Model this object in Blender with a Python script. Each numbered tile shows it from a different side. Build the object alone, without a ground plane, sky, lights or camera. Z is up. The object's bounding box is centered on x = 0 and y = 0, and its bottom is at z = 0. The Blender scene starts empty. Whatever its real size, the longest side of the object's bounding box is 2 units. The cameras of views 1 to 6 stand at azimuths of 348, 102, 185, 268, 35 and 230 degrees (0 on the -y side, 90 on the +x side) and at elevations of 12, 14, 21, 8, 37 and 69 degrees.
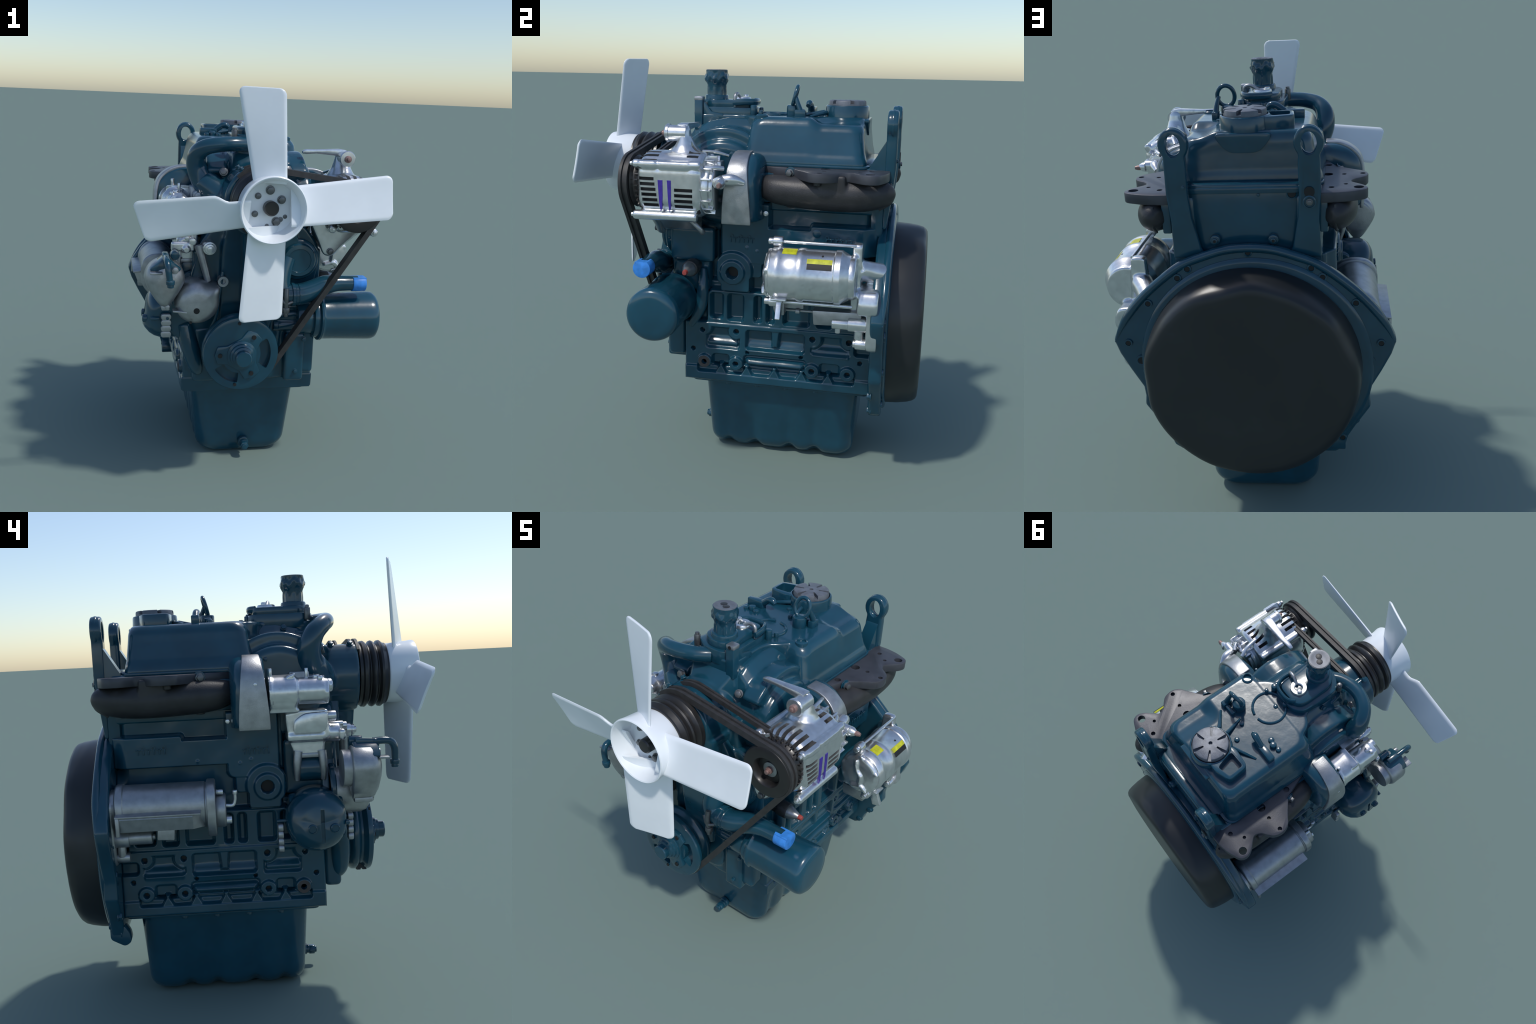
import bpy, bmesh, math, random
import numpy as np
from mathutils import Vector, Matrix

random.seed(7)
rng = np.random.default_rng(7)
CX = -0.01                      # symmetry plane of the upper parts
BX = -0.022                     # symmetry plane of the block casting

# =====================================================================
#  MATERIALS
# =====================================================================
def material(name, col, rough=.4, metal=0., coat=0., var=.12, vscale=9., grain=0., gscale=160.,
             wear=None, wear_amt=.0, wear_scale=14., bump_scale=5., bump=0., spec=.5):
    m = bpy.data.materials.new(name)
    m.use_nodes = True
    nt = m.node_tree
    N, L = nt.nodes, nt.links
    b = N['Principled BSDF']
    b.inputs['Roughness'].default_value = rough
    b.inputs['Metallic'].default_value = metal
    b.inputs['Specular IOR Level'].default_value = spec
    b.inputs['Coat Weight'].default_value = coat
    b.inputs['Coat Roughness'].default_value = .12
    tc = N.new('ShaderNodeTexCoord')
    n1 = N.new('ShaderNodeTexNoise')
    n1.inputs['Scale'].default_value = vscale
    n1.inputs['Detail'].default_value = 5
    L.new(tc.outputs['Object'], n1.inputs['Vector'])
    r = N.new('ShaderNodeValToRGB')
    r.color_ramp.elements[0].position = .3
    r.color_ramp.elements[1].position = .7
    r.color_ramp.elements[0].color = (*[c*(1-var) for c in col], 1)
    r.color_ramp.elements[1].color = (*[min(1, c*(1+var)) for c in col], 1)
    L.new(n1.outputs['Fac'], r.inputs['Fac'])
    out = r.outputs['Color']
    if wear is not None:
        n2 = N.new('ShaderNodeTexNoise')
        n2.inputs['Scale'].default_value = wear_scale
        n2.inputs['Detail'].default_value = 8
        n2.inputs['Roughness'].default_value = .65
        L.new(tc.outputs['Object'], n2.inputs['Vector'])
        r2 = N.new('ShaderNodeValToRGB')
        r2.color_ramp.elements[0].position = .60
        r2.color_ramp.elements[1].position = .74
        r2.color_ramp.elements[0].color = (0, 0, 0, 1)
        r2.color_ramp.elements[1].color = (wear_amt,)*3 + (1,)
        L.new(n2.outputs['Fac'], r2.inputs['Fac'])
        mx = N.new('ShaderNodeMix')
        mx.data_type = 'RGBA'
        L.new(r2.outputs['Color'], mx.inputs['Factor'])
        L.new(out, mx.inputs['A'])
        mx.inputs['B'].default_value = (*wear, 1)
        out = mx.outputs['Result']
    L.new(out, b.inputs['Base Color'])
    last = None
    if grain > 0:
        n3 = N.new('ShaderNodeTexNoise')
        n3.inputs['Scale'].default_value = gscale
        n3.inputs['Detail'].default_value = 3
        L.new(tc.outputs['Object'], n3.inputs['Vector'])
        bp = N.new('ShaderNodeBump')
        bp.inputs['Strength'].default_value = grain
        bp.inputs['Distance'].default_value = .002
        L.new(n3.outputs['Fac'], bp.inputs['Height'])
        last = bp
    if bump > 0:
        n4 = N.new('ShaderNodeTexNoise')
        n4.inputs['Scale'].default_value = bump_scale
        n4.inputs['Detail'].default_value = 2
        L.new(tc.outputs['Object'], n4.inputs['Vector'])
        bp2 = N.new('ShaderNodeBump')
        bp2.inputs['Strength'].default_value = bump
        bp2.inputs['Distance'].default_value = .01
        L.new(n4.outputs['Fac'], bp2.inputs['Height'])
        if last:
            L.new(last.outputs['Normal'], bp2.inputs['Normal'])
        last = bp2
    if last:
        L.new(last.outputs['Normal'], b.inputs['Normal'])
    return m

PAINT = material('blue_paint', (.0080, .056, .090), .20, coat=.35, var=.16, vscale=6, grain=.06, gscale=90,
                 wear=(.015, .044, .058), wear_amt=.45, wear_scale=5, bump=.14, bump_scale=9)
ALU = material('cast_aluminium', (.70, .71, .72), .27, metal=.92, var=.10, vscale=30, grain=.12, gscale=260,
               wear=(.40, .41, .40), wear_amt=.5, wear_scale=18)
ALUD = material('dull_aluminium', (.40, .41, .42), .40, metal=.85, var=.14, vscale=24, grain=.28, gscale=240,
                wear=(.30, .31, .31), wear_amt=.5, wear_scale=16)
IRON = material('cast_iron', (.031, .031, .033), .45, metal=.15, var=.2, vscale=14, grain=.3, gscale=200)
PLATE = material('machined_iron', (.056, .059, .071), .40, metal=.2, var=.25, vscale=10, grain=.15, gscale=180)
COVER = material('flywheel_plastic', (.0185, .0205, .0225), .38, var=.2, vscale=3, bump=.2, bump_scale=6,
                 wear=(.028, .036, .048), wear_amt=.6, wear_scale=3)
RUBBER = material('belt_rubber', (.032, .031, .031), .55, var=.25, vscale=40)  # base grey lightened to carry the sun's glancing sheen on the belt tops
PULLEY = material('black_pulley', (.020, .019, .019), .36, var=.2, vscale=12, coat=.1)
WHITE = material('white_plastic', (.84, .88, .91), .30, var=.03, vscale=6, coat=.15,
                 wear=(.76, .81, .85), wear_amt=.35, wear_scale=7)
CAPBLUE = material('bright_blue_plastic', (.045, .25, .72), .42, var=.18, vscale=40)
DARK = material('hole_black', (.008, .008, .009), .6, var=.1)
BOLTG = material('grey_bolt', (.16, .165, .17), .38, metal=.7, var=.2, vscale=60)
CAPG = material('grey_cap', (.145, .158, .182), .45, metal=.25, var=.2, vscale=40, grain=.3, gscale=260)
COPPER = material('copper_stud', (.30, .19, .17), .45, metal=.4, var=.2, vscale=60)
RED = material('red_boot', (.35, .06, .05), .5, var=.2, vscale=60)
YELLOW = material('yellow_label', (.50, .50, .015), .45, var=.25, vscale=50)
PURPLE = material('purple_mark', (.045, .02, .28), .45, var=.2, vscale=60)
BRASS = material('brown_boss', (.055, .045, .045), .45, var=.2, vscale=60)

# =====================================================================
#  MESH HELPERS  (everything is built in the engine frame)
# =====================================================================
COL = bpy.context.scene.collection

root = bpy.data.objects.new('diesel_engine', None)
COL.objects.link(root)
root['label'] = 'dark blue three cylinder diesel engine with white cooling fan'
root['category'] = 'engine'

def to_obj(name, bm, mat, parent=None, angle=38, smooth=True):
    me = bpy.data.meshes.new(name)
    bmesh.ops.recalc_face_normals(bm, faces=bm.faces[:])
    bm.to_mesh(me)
    bm.free()
    if smooth:
        me.polygons.foreach_set('use_smooth', [True]*len(me.polygons))
        me.set_sharp_from_angle(angle=math.radians(angle))
    me.materials.append(mat)
    o = bpy.data.objects.new(name, me)
    COL.objects.link(o)
    o.parent = parent or root
    return o

def axis_pt(axis, u, v, w):
    """u,v in the plane perpendicular to axis, w along it."""
    return {'x': (w, u, v), 'y': (u, w, v), 'z': (u, v, w)}[axis]

def bevel(bm, w, seg=2, ang=28, geom=None):
    if w <= 0:
        return
    es = [e for e in (geom or bm.edges) if len(e.link_faces) == 2 and e.calc_face_angle(0) > math.radians(ang)]
    if es:
        bmesh.ops.bevel(bm, geom=es, offset=w, segments=seg, profile=.5, affect='EDGES', clamp_overlap=True)

def prism(poly, axis, a, b, bev=.0, seg=2, taper=None):
    """extrude a polygon given in the plane across `axis` from a to b"""
    bm = bmesh.new()
    c = np.mean(np.array(poly), axis=0)
    k = taper or 1.0
    v0 = [bm.verts.new(axis_pt(axis, p[0], p[1], a)) for p in poly]
    v1 = [bm.verts.new(axis_pt(axis, c[0]+(p[0]-c[0])*k, c[1]+(p[1]-c[1])*k, b)) for p in poly]
    n = len(poly)
    bm.faces.new(v0[::-1])
    bm.faces.new(v1)
    for i in range(n):
        bm.faces.new((v0[i], v0[(i+1) % n], v1[(i+1) % n], v1[i]))
    bmesh.ops.recalc_face_normals(bm, faces=bm.faces[:])
    bevel(bm, bev, seg)
    return bm

def box(x0, x1, y0, y1, z0, z1, bev=.006, seg=2):
    return prism([(x0, y0), (x1, y0), (x1, y1), (x0, y1)], 'z', z0, z1, bev, seg)

def lathe(prof, axis, cu, cv, seg=48, squash=None):
    """prof = [(radius, position along axis)...]; closed at both ends"""
    bm = bmesh.new()
    rings = []
    for r, t in prof:
        if r <= 1e-6:
            rings.append([bm.verts.new(axis_pt(axis, cu, cv, t))])
        else:
            ring = []
            for i in range(seg):
                a = 2*math.pi*i/seg
                rr = r*(squash(a) if squash else 1)
                ring.append(bm.verts.new(axis_pt(axis, cu+rr*math.cos(a), cv+rr*math.sin(a), t)))
            rings.append(ring)
    for A, B in zip(rings, rings[1:]):
        if len(A) == 1 and len(B) == 1:
            continue
        if len(A) == 1:
            for i in range(seg):
                bm.faces.new((A[0], B[i], B[(i+1) % seg]))
        elif len(B) == 1:
            for i in range(seg):
                bm.faces.new((A[i], A[(i+1) % seg], B[0]))
        else:
            for i in range(seg):
                bm.faces.new((A[i], A[(i+1) % seg], B[(i+1) % seg], B[i]))
    for ring, f in ((rings[0], 1), (rings[-1], -1)):
        if len(ring) > 1:
            bm.faces.new(ring[::f])
    bmesh.ops.recalc_face_normals(bm, faces=bm.faces[:])
    return bm

def cyl(axis, cu, cv, r, a, b, bev=.004, seg=36, r2=None):
    r2 = r if r2 is None else r2
    s = 1 if b > a else -1
    bb = min(bev, abs(b-a)*.45, r*.5)
    if bb <= 0:
        return lathe([(r, a), (r2, b)], axis, cu, cv, seg)
    k = .3*bb
    return lathe([(r-bb, a), (r-k, a+s*k), (r, a+s*bb), (r2, b-s*bb), (r2-k, b-s*k), (r2-bb, b)], axis, cu, cv, seg)

def catmull(pts, n):
    P = [Vector(p) for p in pts]
    P = [P[0]*2-P[1]] + P + [P[-1]*2-P[-2]]
    out = []
    for i in range(1, len(P)-2):
        for j in range(n):
            t = j/n
            a, b, c, d = P[i-1], P[i], P[i+1], P[i+2]
            out.append(.5*((2*b)+(c-a)*t+(2*a-5*b+4*c-d)*t*t+(3*b-a-3*c+d)*t*t*t))
    out.append(P[-2])
    return out

def tube(pts, rad, seg=20, n=8, cap=True, flat=1.0, up=(0, 0, 1)):
    """swept round (or flattened) bar along a spline; rad = number or one radius per point"""
    if not isinstance(rad, (list, tuple)):
        rad = [rad]*len(pts)
    P = catmull(pts, n)
    R = [v.x for v in catmull([(r, 0, 0) for r in rad], n)]
    bm = bmesh.new()
    rings = []
    ref = Vector(up)
    for i, p in enumerate(P):
        t = (P[min(i+1, len(P)-1)]-P[max(i-1, 0)]).normalized()
        if i == 0:
            if abs(t.dot(ref)) > .95:
                ref = Vector((1, 0, 0)) if abs(t.x) < .9 else Vector((0, 1, 0))
        u = (ref-t*ref.dot(t)).normalized()
        ref = u
        w = t.cross(u)
        rings.append([bm.verts.new(p+(u*math.cos(a)*flat+w*math.sin(a))*R[i])
                      for a in [2*math.pi*k/seg for k in range(seg)]])
    for A, B in zip(rings, rings[1:]):
        for i in range(seg):
            bm.faces.new((A[i], A[(i+1) % seg], B[(i+1) % seg], B[i]))
    if cap:
        bm.faces.new(rings[0][::-1])
        bm.faces.new(rings[-1])
    bmesh.ops.recalc_face_normals(bm, faces=bm.faces[:])
    return bm

def loft(sections, cap=True):
    """sections: list of rings (lists of 3D points, same count)"""
    bm = bmesh.new()
    R = [[bm.verts.new(p) for p in s] for s in sections]
    n = len(R[0])
    for A, B in zip(R, R[1:]):
        for i in range(n):
            bm.faces.new((A[i], A[(i+1) % n], B[(i+1) % n], B[i]))
    if cap:
        bm.faces.new(R[0][::-1])
        bm.faces.new(R[-1])
    bmesh.ops.recalc_face_normals(bm, faces=bm.faces[:])
    return bm

def join(*bms):
    out = bmesh.new()
    for b in bms:
        me = bpy.data.meshes.new('tmp')
        b.to_mesh(me)
        out.from_mesh(me)
        bpy.data.meshes.remove(me)
        b.free()
    return out

def evaluated(bm, mods):
    me = bpy.data.meshes.new('tmp')
    bm.to_mesh(me)
    bm.free()
    o = bpy.data.objects.new('tmp', me)
    COL.objects.link(o)
    extra = []
    for kind, kw in mods:
        md = o.modifiers.new(kind, kind)
        for k, v in kw.items():
            setattr(md, k, v)
    dg = bpy.context.evaluated_depsgraph_get()
    dg.update()
    me2 = bpy.data.meshes.new_from_object(o.evaluated_get(dg))
    bpy.data.objects.remove(o)
    bpy.data.meshes.remove(me)
    out = bmesh.new()
    out.from_mesh(me2)
    bpy.data.meshes.remove(me2)
    return out

def fuse(bm, voxel=.006, it=6, factor=.5):
    """melt overlapping pieces into one casting with soft fillets"""
    return evaluated(bm, [('REMESH', dict(mode='VOXEL', voxel_size=voxel, use_smooth_shade=True)),
                          ('SMOOTH', dict(iterations=it, factor=factor))])

def cut(bm, cutter):
    """boolean difference"""
    mc = bpy.data.meshes.new('cut')
    cutter.to_mesh(mc)
    cutter.free()
    oc = bpy.data.objects.new('cut', mc)
    COL.objects.link(oc)
    out = evaluated(bm, [('BOOLEAN', dict(operation='DIFFERENCE', solver='EXACT', object=oc, use_self=True))])
    bpy.data.objects.remove(oc)
    bpy.data.meshes.remove(mc)
    return out

def ngon(cu, cv, r, n, rot=0, sx=1, sy=1):
    return [(cu+r*sx*math.cos(rot+2*math.pi*i/n), cv+r*sy*math.sin(rot+2*math.pi*i/n)) for i in range(n)]

def rrect(u0, u1, v0, v1, r, n=5):
    pts = []
    for cu, cv, a0 in ((u1-r, v1-r, 0), (u0+r, v1-r, 90), (u0+r, v0+r, 180), (u1-r, v0+r, 270)):
        for i in range(n+1):
            a = math.radians(a0+90*i/n)
            pts.append((cu+r*math.cos(a), cv+r*math.sin(a)))
    return pts

def rounded(poly, r, n=4):
    """round the corners of a polygon (quadratic fillets)"""
    out = []
    m = len(poly)
    for i in range(m):
        p, a, b = Vector(poly[i]), Vector(poly[i-1]), Vector(poly[(i+1) % m])
        da, db = (a-p), (b-p)
        ra, rb = min(r, da.length*.45), min(r, db.length*.45)
        s, e = p+da.normalized()*ra, p+db.normalized()*rb
        for k in range(n+1):
            t = k/n
            q = s*(1-t)**2+p*2*t*(1-t)+e*t*t
            out.append((q.x, q.y))
    return out

def arc(cu, cv, r, a0, a1, n):
    return [(cu+r*math.cos(math.radians(a0+(a1-a0)*i/n)), cv+r*math.sin(math.radians(a0+(a1-a0)*i/n)))
            for i in range(n+1)]

# ---- shared hex bolt --------------------------------------------------
def bolt_mesh(name, mat, washer=True):
    pcs = [cyl('z', 0, 0, 1.0, .0, .28, .06, 20)] if washer else []
    pcs.append(prism(ngon(0, 0, .82, 6), 'z', .15, .95, .08, 2))
    bm = join(*pcs)
    o = to_obj(name, bm, mat)
    me = o.data
    bpy.data.objects.remove(o)
    return me

BOLT_P = bolt_mesh('bolt', PAINT)
BOLT_G = bolt_mesh('bolt_steel', BOLTG)
BOLT_A = bolt_mesh('bolt_bright', ALU)

def bolt(me, p, d, r, parent=None, h=1.0, name='bolt'):
    o = bpy.data.objects.new(name, me)
    COL.objects.link(o)
    q = Vector(d).normalized().to_track_quat('Z', 'Y')
    o.matrix_world = Matrix.Translation(p) @ q.to_matrix().to_4x4() @ Matrix.Diagonal((r, r, r*h, 1))
    o.parent = parent or root
    return o

def hole(p, d, r, depth=.006, parent=None, rim=None):
    """dark blind hole: a disc 1 mm proud inside a small raised rim"""
    bm = lathe([(r, -.004), (r, .0012)], 'z', 0, 0, 18)
    o = to_obj('bolt_hole', bm, DARK, parent)
    q = Vector(d).normalized().to_track_quat('Z', 'Y')
    o.matrix_world = Matrix.Translation(p) @ q.to_matrix().to_4x4()
    return o

def sm(x, a, b):
    t = np.clip((x-a)/(b-a), 0, 1)
    return t*t*(3-2*t)

def mirx(p):
    return (2*CX-p[0],)+tuple(p[1:])

# =====================================================================
#  OIL PAN
# =====================================================================
def build_pan():
    secs = []
    y0, y1, hw, cx = -.252, .542, .290, -.024
    cy, hl = (y0+y1)/2, (y1-y0)/2
    levels = [.425, .41, .39, .36, .32, .28, .24, .2, .16, .12, .09, .07, .055, .04, .028, .018, .010, .004, .0]
    n = 320
    def groove(y):
        return sum(math.exp(-((y-c)/.030)**2) for c in (-.128, .012, .195, .328))
    def corner_ring(w, l, r):
        """rounded rectangle sampled evenly along its perimeter"""
        pts = []
        ns = n//4
        for k in range(4):
            for i in range(ns):
                t = i/ns
                ax, ay = ((w, l), (-w, l), (-w, -l), (w, -l))[k]
                sx, sy = (1, 1, -1, -1)[k], 0
                # each quarter: long side then corner
                if k == 0:
                    path = ((w, -(l-r)), (w, l-r), 0)
                elif k == 1:
                    path = ((w-r, l), (-(w-r), l), 90)
                elif k == 2:
                    path = ((-w, l-r), (-w, -(l-r)), 180)
                else:
                    path = ((-(w-r), -l), (w-r, -l), 270)
                cut_t = .75
                if t < cut_t:
                    q = t/cut_t
                    pts.append((path[0][0]+(path[1][0]-path[0][0])*q, path[0][1]+(path[1][1]-path[0][1])*q))
                else:
                    q = (t-cut_t)/(1-cut_t)
                    cc = ((w-r, l-r), (-(w-r), l-r), (-(w-r), -(l-r)), (w-r, -(l-r)))[k]
                    a = math.radians(path[2]+90*q)
                    pts.append((cc[0]+r*math.cos(a), cc[1]+r*math.sin(a)))
        return pts
    for z in levels:
        t = 1-z/.425
        inset = .044*t
        if z < .08:
            q = 1-z/.08
            inset += .085*(1-math.sqrt(max(0, 1-q*q*.985)))
        ramp = float(sm(np.array(.36-z), .0, .22))
        ring = []
        for x, y in corner_ring(hw-inset, hl-inset*.55, .075):
            yy = y+cy
            side = float(sm(np.array(abs(x)), hw*.55, hw*.80))
            g = groove(yy)
            x -= math.copysign(1, x)*.010*ramp*side*g
            zz = z
            if z < .08:
                zz = z+.030*g*(1-z/.08)*(.25+.75*side)
            ring.append((cx+x, yy, zz))
        secs.append(ring)
    bm = loft(secs)
    pan = to_obj('oil_pan', bm, PAINT, angle=60)
    fl = prism(rrect(BX-.325, BX+.325, -.30, .595, .03), 'z', .404, .4205, .004)
    to_obj('pan_flange', fl, PAINT, pan)
    d = join(cyl('y', -.017, .075, .030, -.262, -.238, .006), cyl('y', -.017, .073, .022, -.275, -.255, .004),
             prism(ngon(-.017, .070, .025, 6), 'y', -.302, -.272, .004), cyl('y', -.017, .070, .017, -.312, -.30, .004))
    to_obj('drain_plug', d, PAINT, pan)
    for i in range(4):
        for sd in (1, -1):
            bolt(BOLT_P, (-.024+sd*.286, -.12+.15*i, .398), (0, 0, -1), .016, pan)
build_pan()

# =====================================================================
#  ENGINE BLOCK : two relief walls bridged into a closed casting
# =====================================================================
def rbox(y, z, y0, y1, z0, z1, r=.012):
    dy = np.abs(y-(y0+y1)/2)-(y1-y0)/2+r
    dz = np.abs(z-(z0+z1)/2)-(z1-z0)/2+r
    return np.hypot(np.maximum(dy, 0), np.maximum(dz, 0))+np.minimum(np.maximum(dy, dz), 0)-r

def disc(y, z, cy, cz, r):
    return np.hypot(y-cy, z-cz)-r

def relief(Y, Z):
    """half width of the block side wall at (y,z)"""
    h = np.full_like(Y, .268)
    def raise_to(h, d, level, w=.010):
        k = sm(-d, -w, w*.4)
        return h*(1-k)+np.maximum(h, level)*k
    def lower(h, d, depth, w=.012):
        return h-depth*sm(-d, -w*.2, w)
    # lower crankcase frame
    h = raise_to(h, rbox(Y, Z, -.40, .70, .30, .715), .318)
    # slope up to upper pockets
    h = raise_to(h, rbox(Y, Z, -.225, .56, .60, .885, .03), .312, .014)
    # upper water jacket and front wall
    h = raise_to(h, rbox(Y, Z, .285, .70, 1.10, 1.238), .328)
    h = raise_to(h, rbox(Y, Z, .02, .70, 1.10, 1.216), .328)
    h = raise_to(h, rbox(Y, Z, -.145, .085, 1.035, 1.40, .03), .328)
    h = raise_to(h, rbox(Y, Z, -.145, .055, .965, 1.40, .02), .324)
    # port pad (house shape) with core plug
    pad = np.minimum(disc(Y, Z, -.088, .995, .093), rbox(Y, Z, -.150, -.003, .893, 1.0))
    h = raise_to(h, pad, .340, .010)
    h = raise_to(h, disc(Y, Z, -.088, .990, .058), .353, .008)
    h = lower(h, disc(Y, Z, -.088, .990, .030), .05, .006)
    # upper pockets between ribs
    for y0, y1, z0 in ((-.212, -.140, .735), (-.122, -.035, .728), (.012, .057, .728), (.074, .121, .728),
                       (.160, .296, .728), (.325, .405, .728), (.43, .53, .735)):
        h = lower(h, rbox(Y, Z, y0, y1, z0, .872, .018), .040, .016)
    # middle pockets
    P1 = np.maximum(rbox(Y, Z, -.232, -.052, .578, .694, .02), -disc(Y, Z, -.073, .675, .038))
    P1 = np.maximum(P1, -disc(Y, Z, -.248, .69, .045))
    P3 = np.maximum(rbox(Y, Z, .302, .500, .590, .690, .02), -disc(Y, Z, .311, .671, .042))
    P3 = np.maximum(P3, -disc(Y, Z, .49, .671, .036))
    P2 = rbox(Y, Z, -.026, .276, .585, .692, .02)
    P2 = np.maximum(P2, -((Z-.585)-np.abs(Y-.125)*-.9-.0+.03-.13) * 0 + P2)
    h = lower(h, P2, .036, .014)
    h = lower(h, P1, .030, .016)
    h = lower(h, P3, .030, .016)
    # rounded swell at the foot of each pocket
    for y0, y1 in ((-.225, -.062), (.308, .495)):
        h = h+.020*np.exp(-((Z-.607)/.020)**2)*sm(-rbox(Y, Z, y0, y1, .55, .66, .01), -.004, .01)
    h = h+.016*np.exp(-((Z-.600)/.022)**2)*sm(-rbox(Y, Z, -.02, .27, .56, .66, .01), -.004, .01)
    # web in the centre pocket
    web = np.abs(Y-.125)-(.012+.10*np.clip(Z-.62, 0, .2))
    h = raise_to(h, np.maximum(web, rbox(Y, Z, .05, .2, .612, .72, .005)), .314, .012)
    # lower recesses between the mounting bosses
    h = lower(h, rbox(Y, Z, -.200, -.106, .478, .552, .02), .026, .012)
    h = lower(h, rbox(Y, Z, .348, .452, .478, .552, .02), .026, .012)
    h = lower(h, rbox(Y, Z, -.036, .286, .494, .560, .02), .018, .010)
    h = raise_to(h, rbox(Y, Z, -.022, .272, .510, .536, .012), .316, .010)
    h = h+.010*np.exp(-((Z-.520)/.011)**2)*sm(-rbox(Y, Z, -.015, .265, .50, .54, .01), -.004, .01)
    h = lower(h, rbox(Y, Z, .515, .70, .60, .665, .02), .028, .012)
    # bosses
    for cy, cz, r in ((-.235, .509, .034), (-.072, .509, .034), (.313, .508, .034), (.489, .508, .034)):
        h = raise_to(h, disc(Y, Z, cy, cz, r), .333, .006)
    for cy, cz, r in ((-.235, .509, .014), (-.072, .509, .014), (.313, .508, .014), (.489, .508, .014),
                      (-.073, .675, .014), (.311, .671, .014), (.490, .670, .014), (-.296, .569, .012),
                      (-.248, .672, .013), (-.015, .571, .010), (.257, .572, .010), (.547, .568, .011)):
        h = lower(h, disc(Y, Z, cy, cz, r), .035, .006)
    # pan rail with scalloped pockets
    h = raise_to(h, rbox(Y, Z, -.40, .70, .30, .477, .01), .326, .008)
    band = rbox(Y, Z, -.275, .525, .449, .496, .012)
    h = h-.026*sm(-band, -.002, .009)
    for yc in (-.150, -.017, .125, .262, .394):
        tooth = np.maximum(np.abs(Y-yc)-(.007+.55*np.clip(.486-Z, 0, .1)), np.abs(Z-.47)-.03)
        h = raise_to(h, tooth, .322, .008)
    for cy, cz, r in ((-.235, .509, .034), (-.072, .509, .034), (.313, .508, .034), (.489, .508, .034)):
        h = raise_to(h, disc(Y, Z, cy, cz, r), .333, .006)
        h = lower(h, disc(Y, Z, cy, cz, .014), .035, .006)
    # neck recess below the front gear case
    h = lower(h, rbox(Y, Z, -.40, -.165, .92, 1.40, .02), .03, .02)
    # small cast dimples
    for cy, cz in ((.03, 1.10), (-.02, 1.115), (.22, 1.118)):
        h = h+.005*np.exp(-((Y-cy)**2+(Z-cz)**2)/.00004)
    # slight unevenness of the casting
    h = h+.0012*np.sin(Y*37+Z*11)*np.sin(Z*29-Y*9)
    return h

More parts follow.
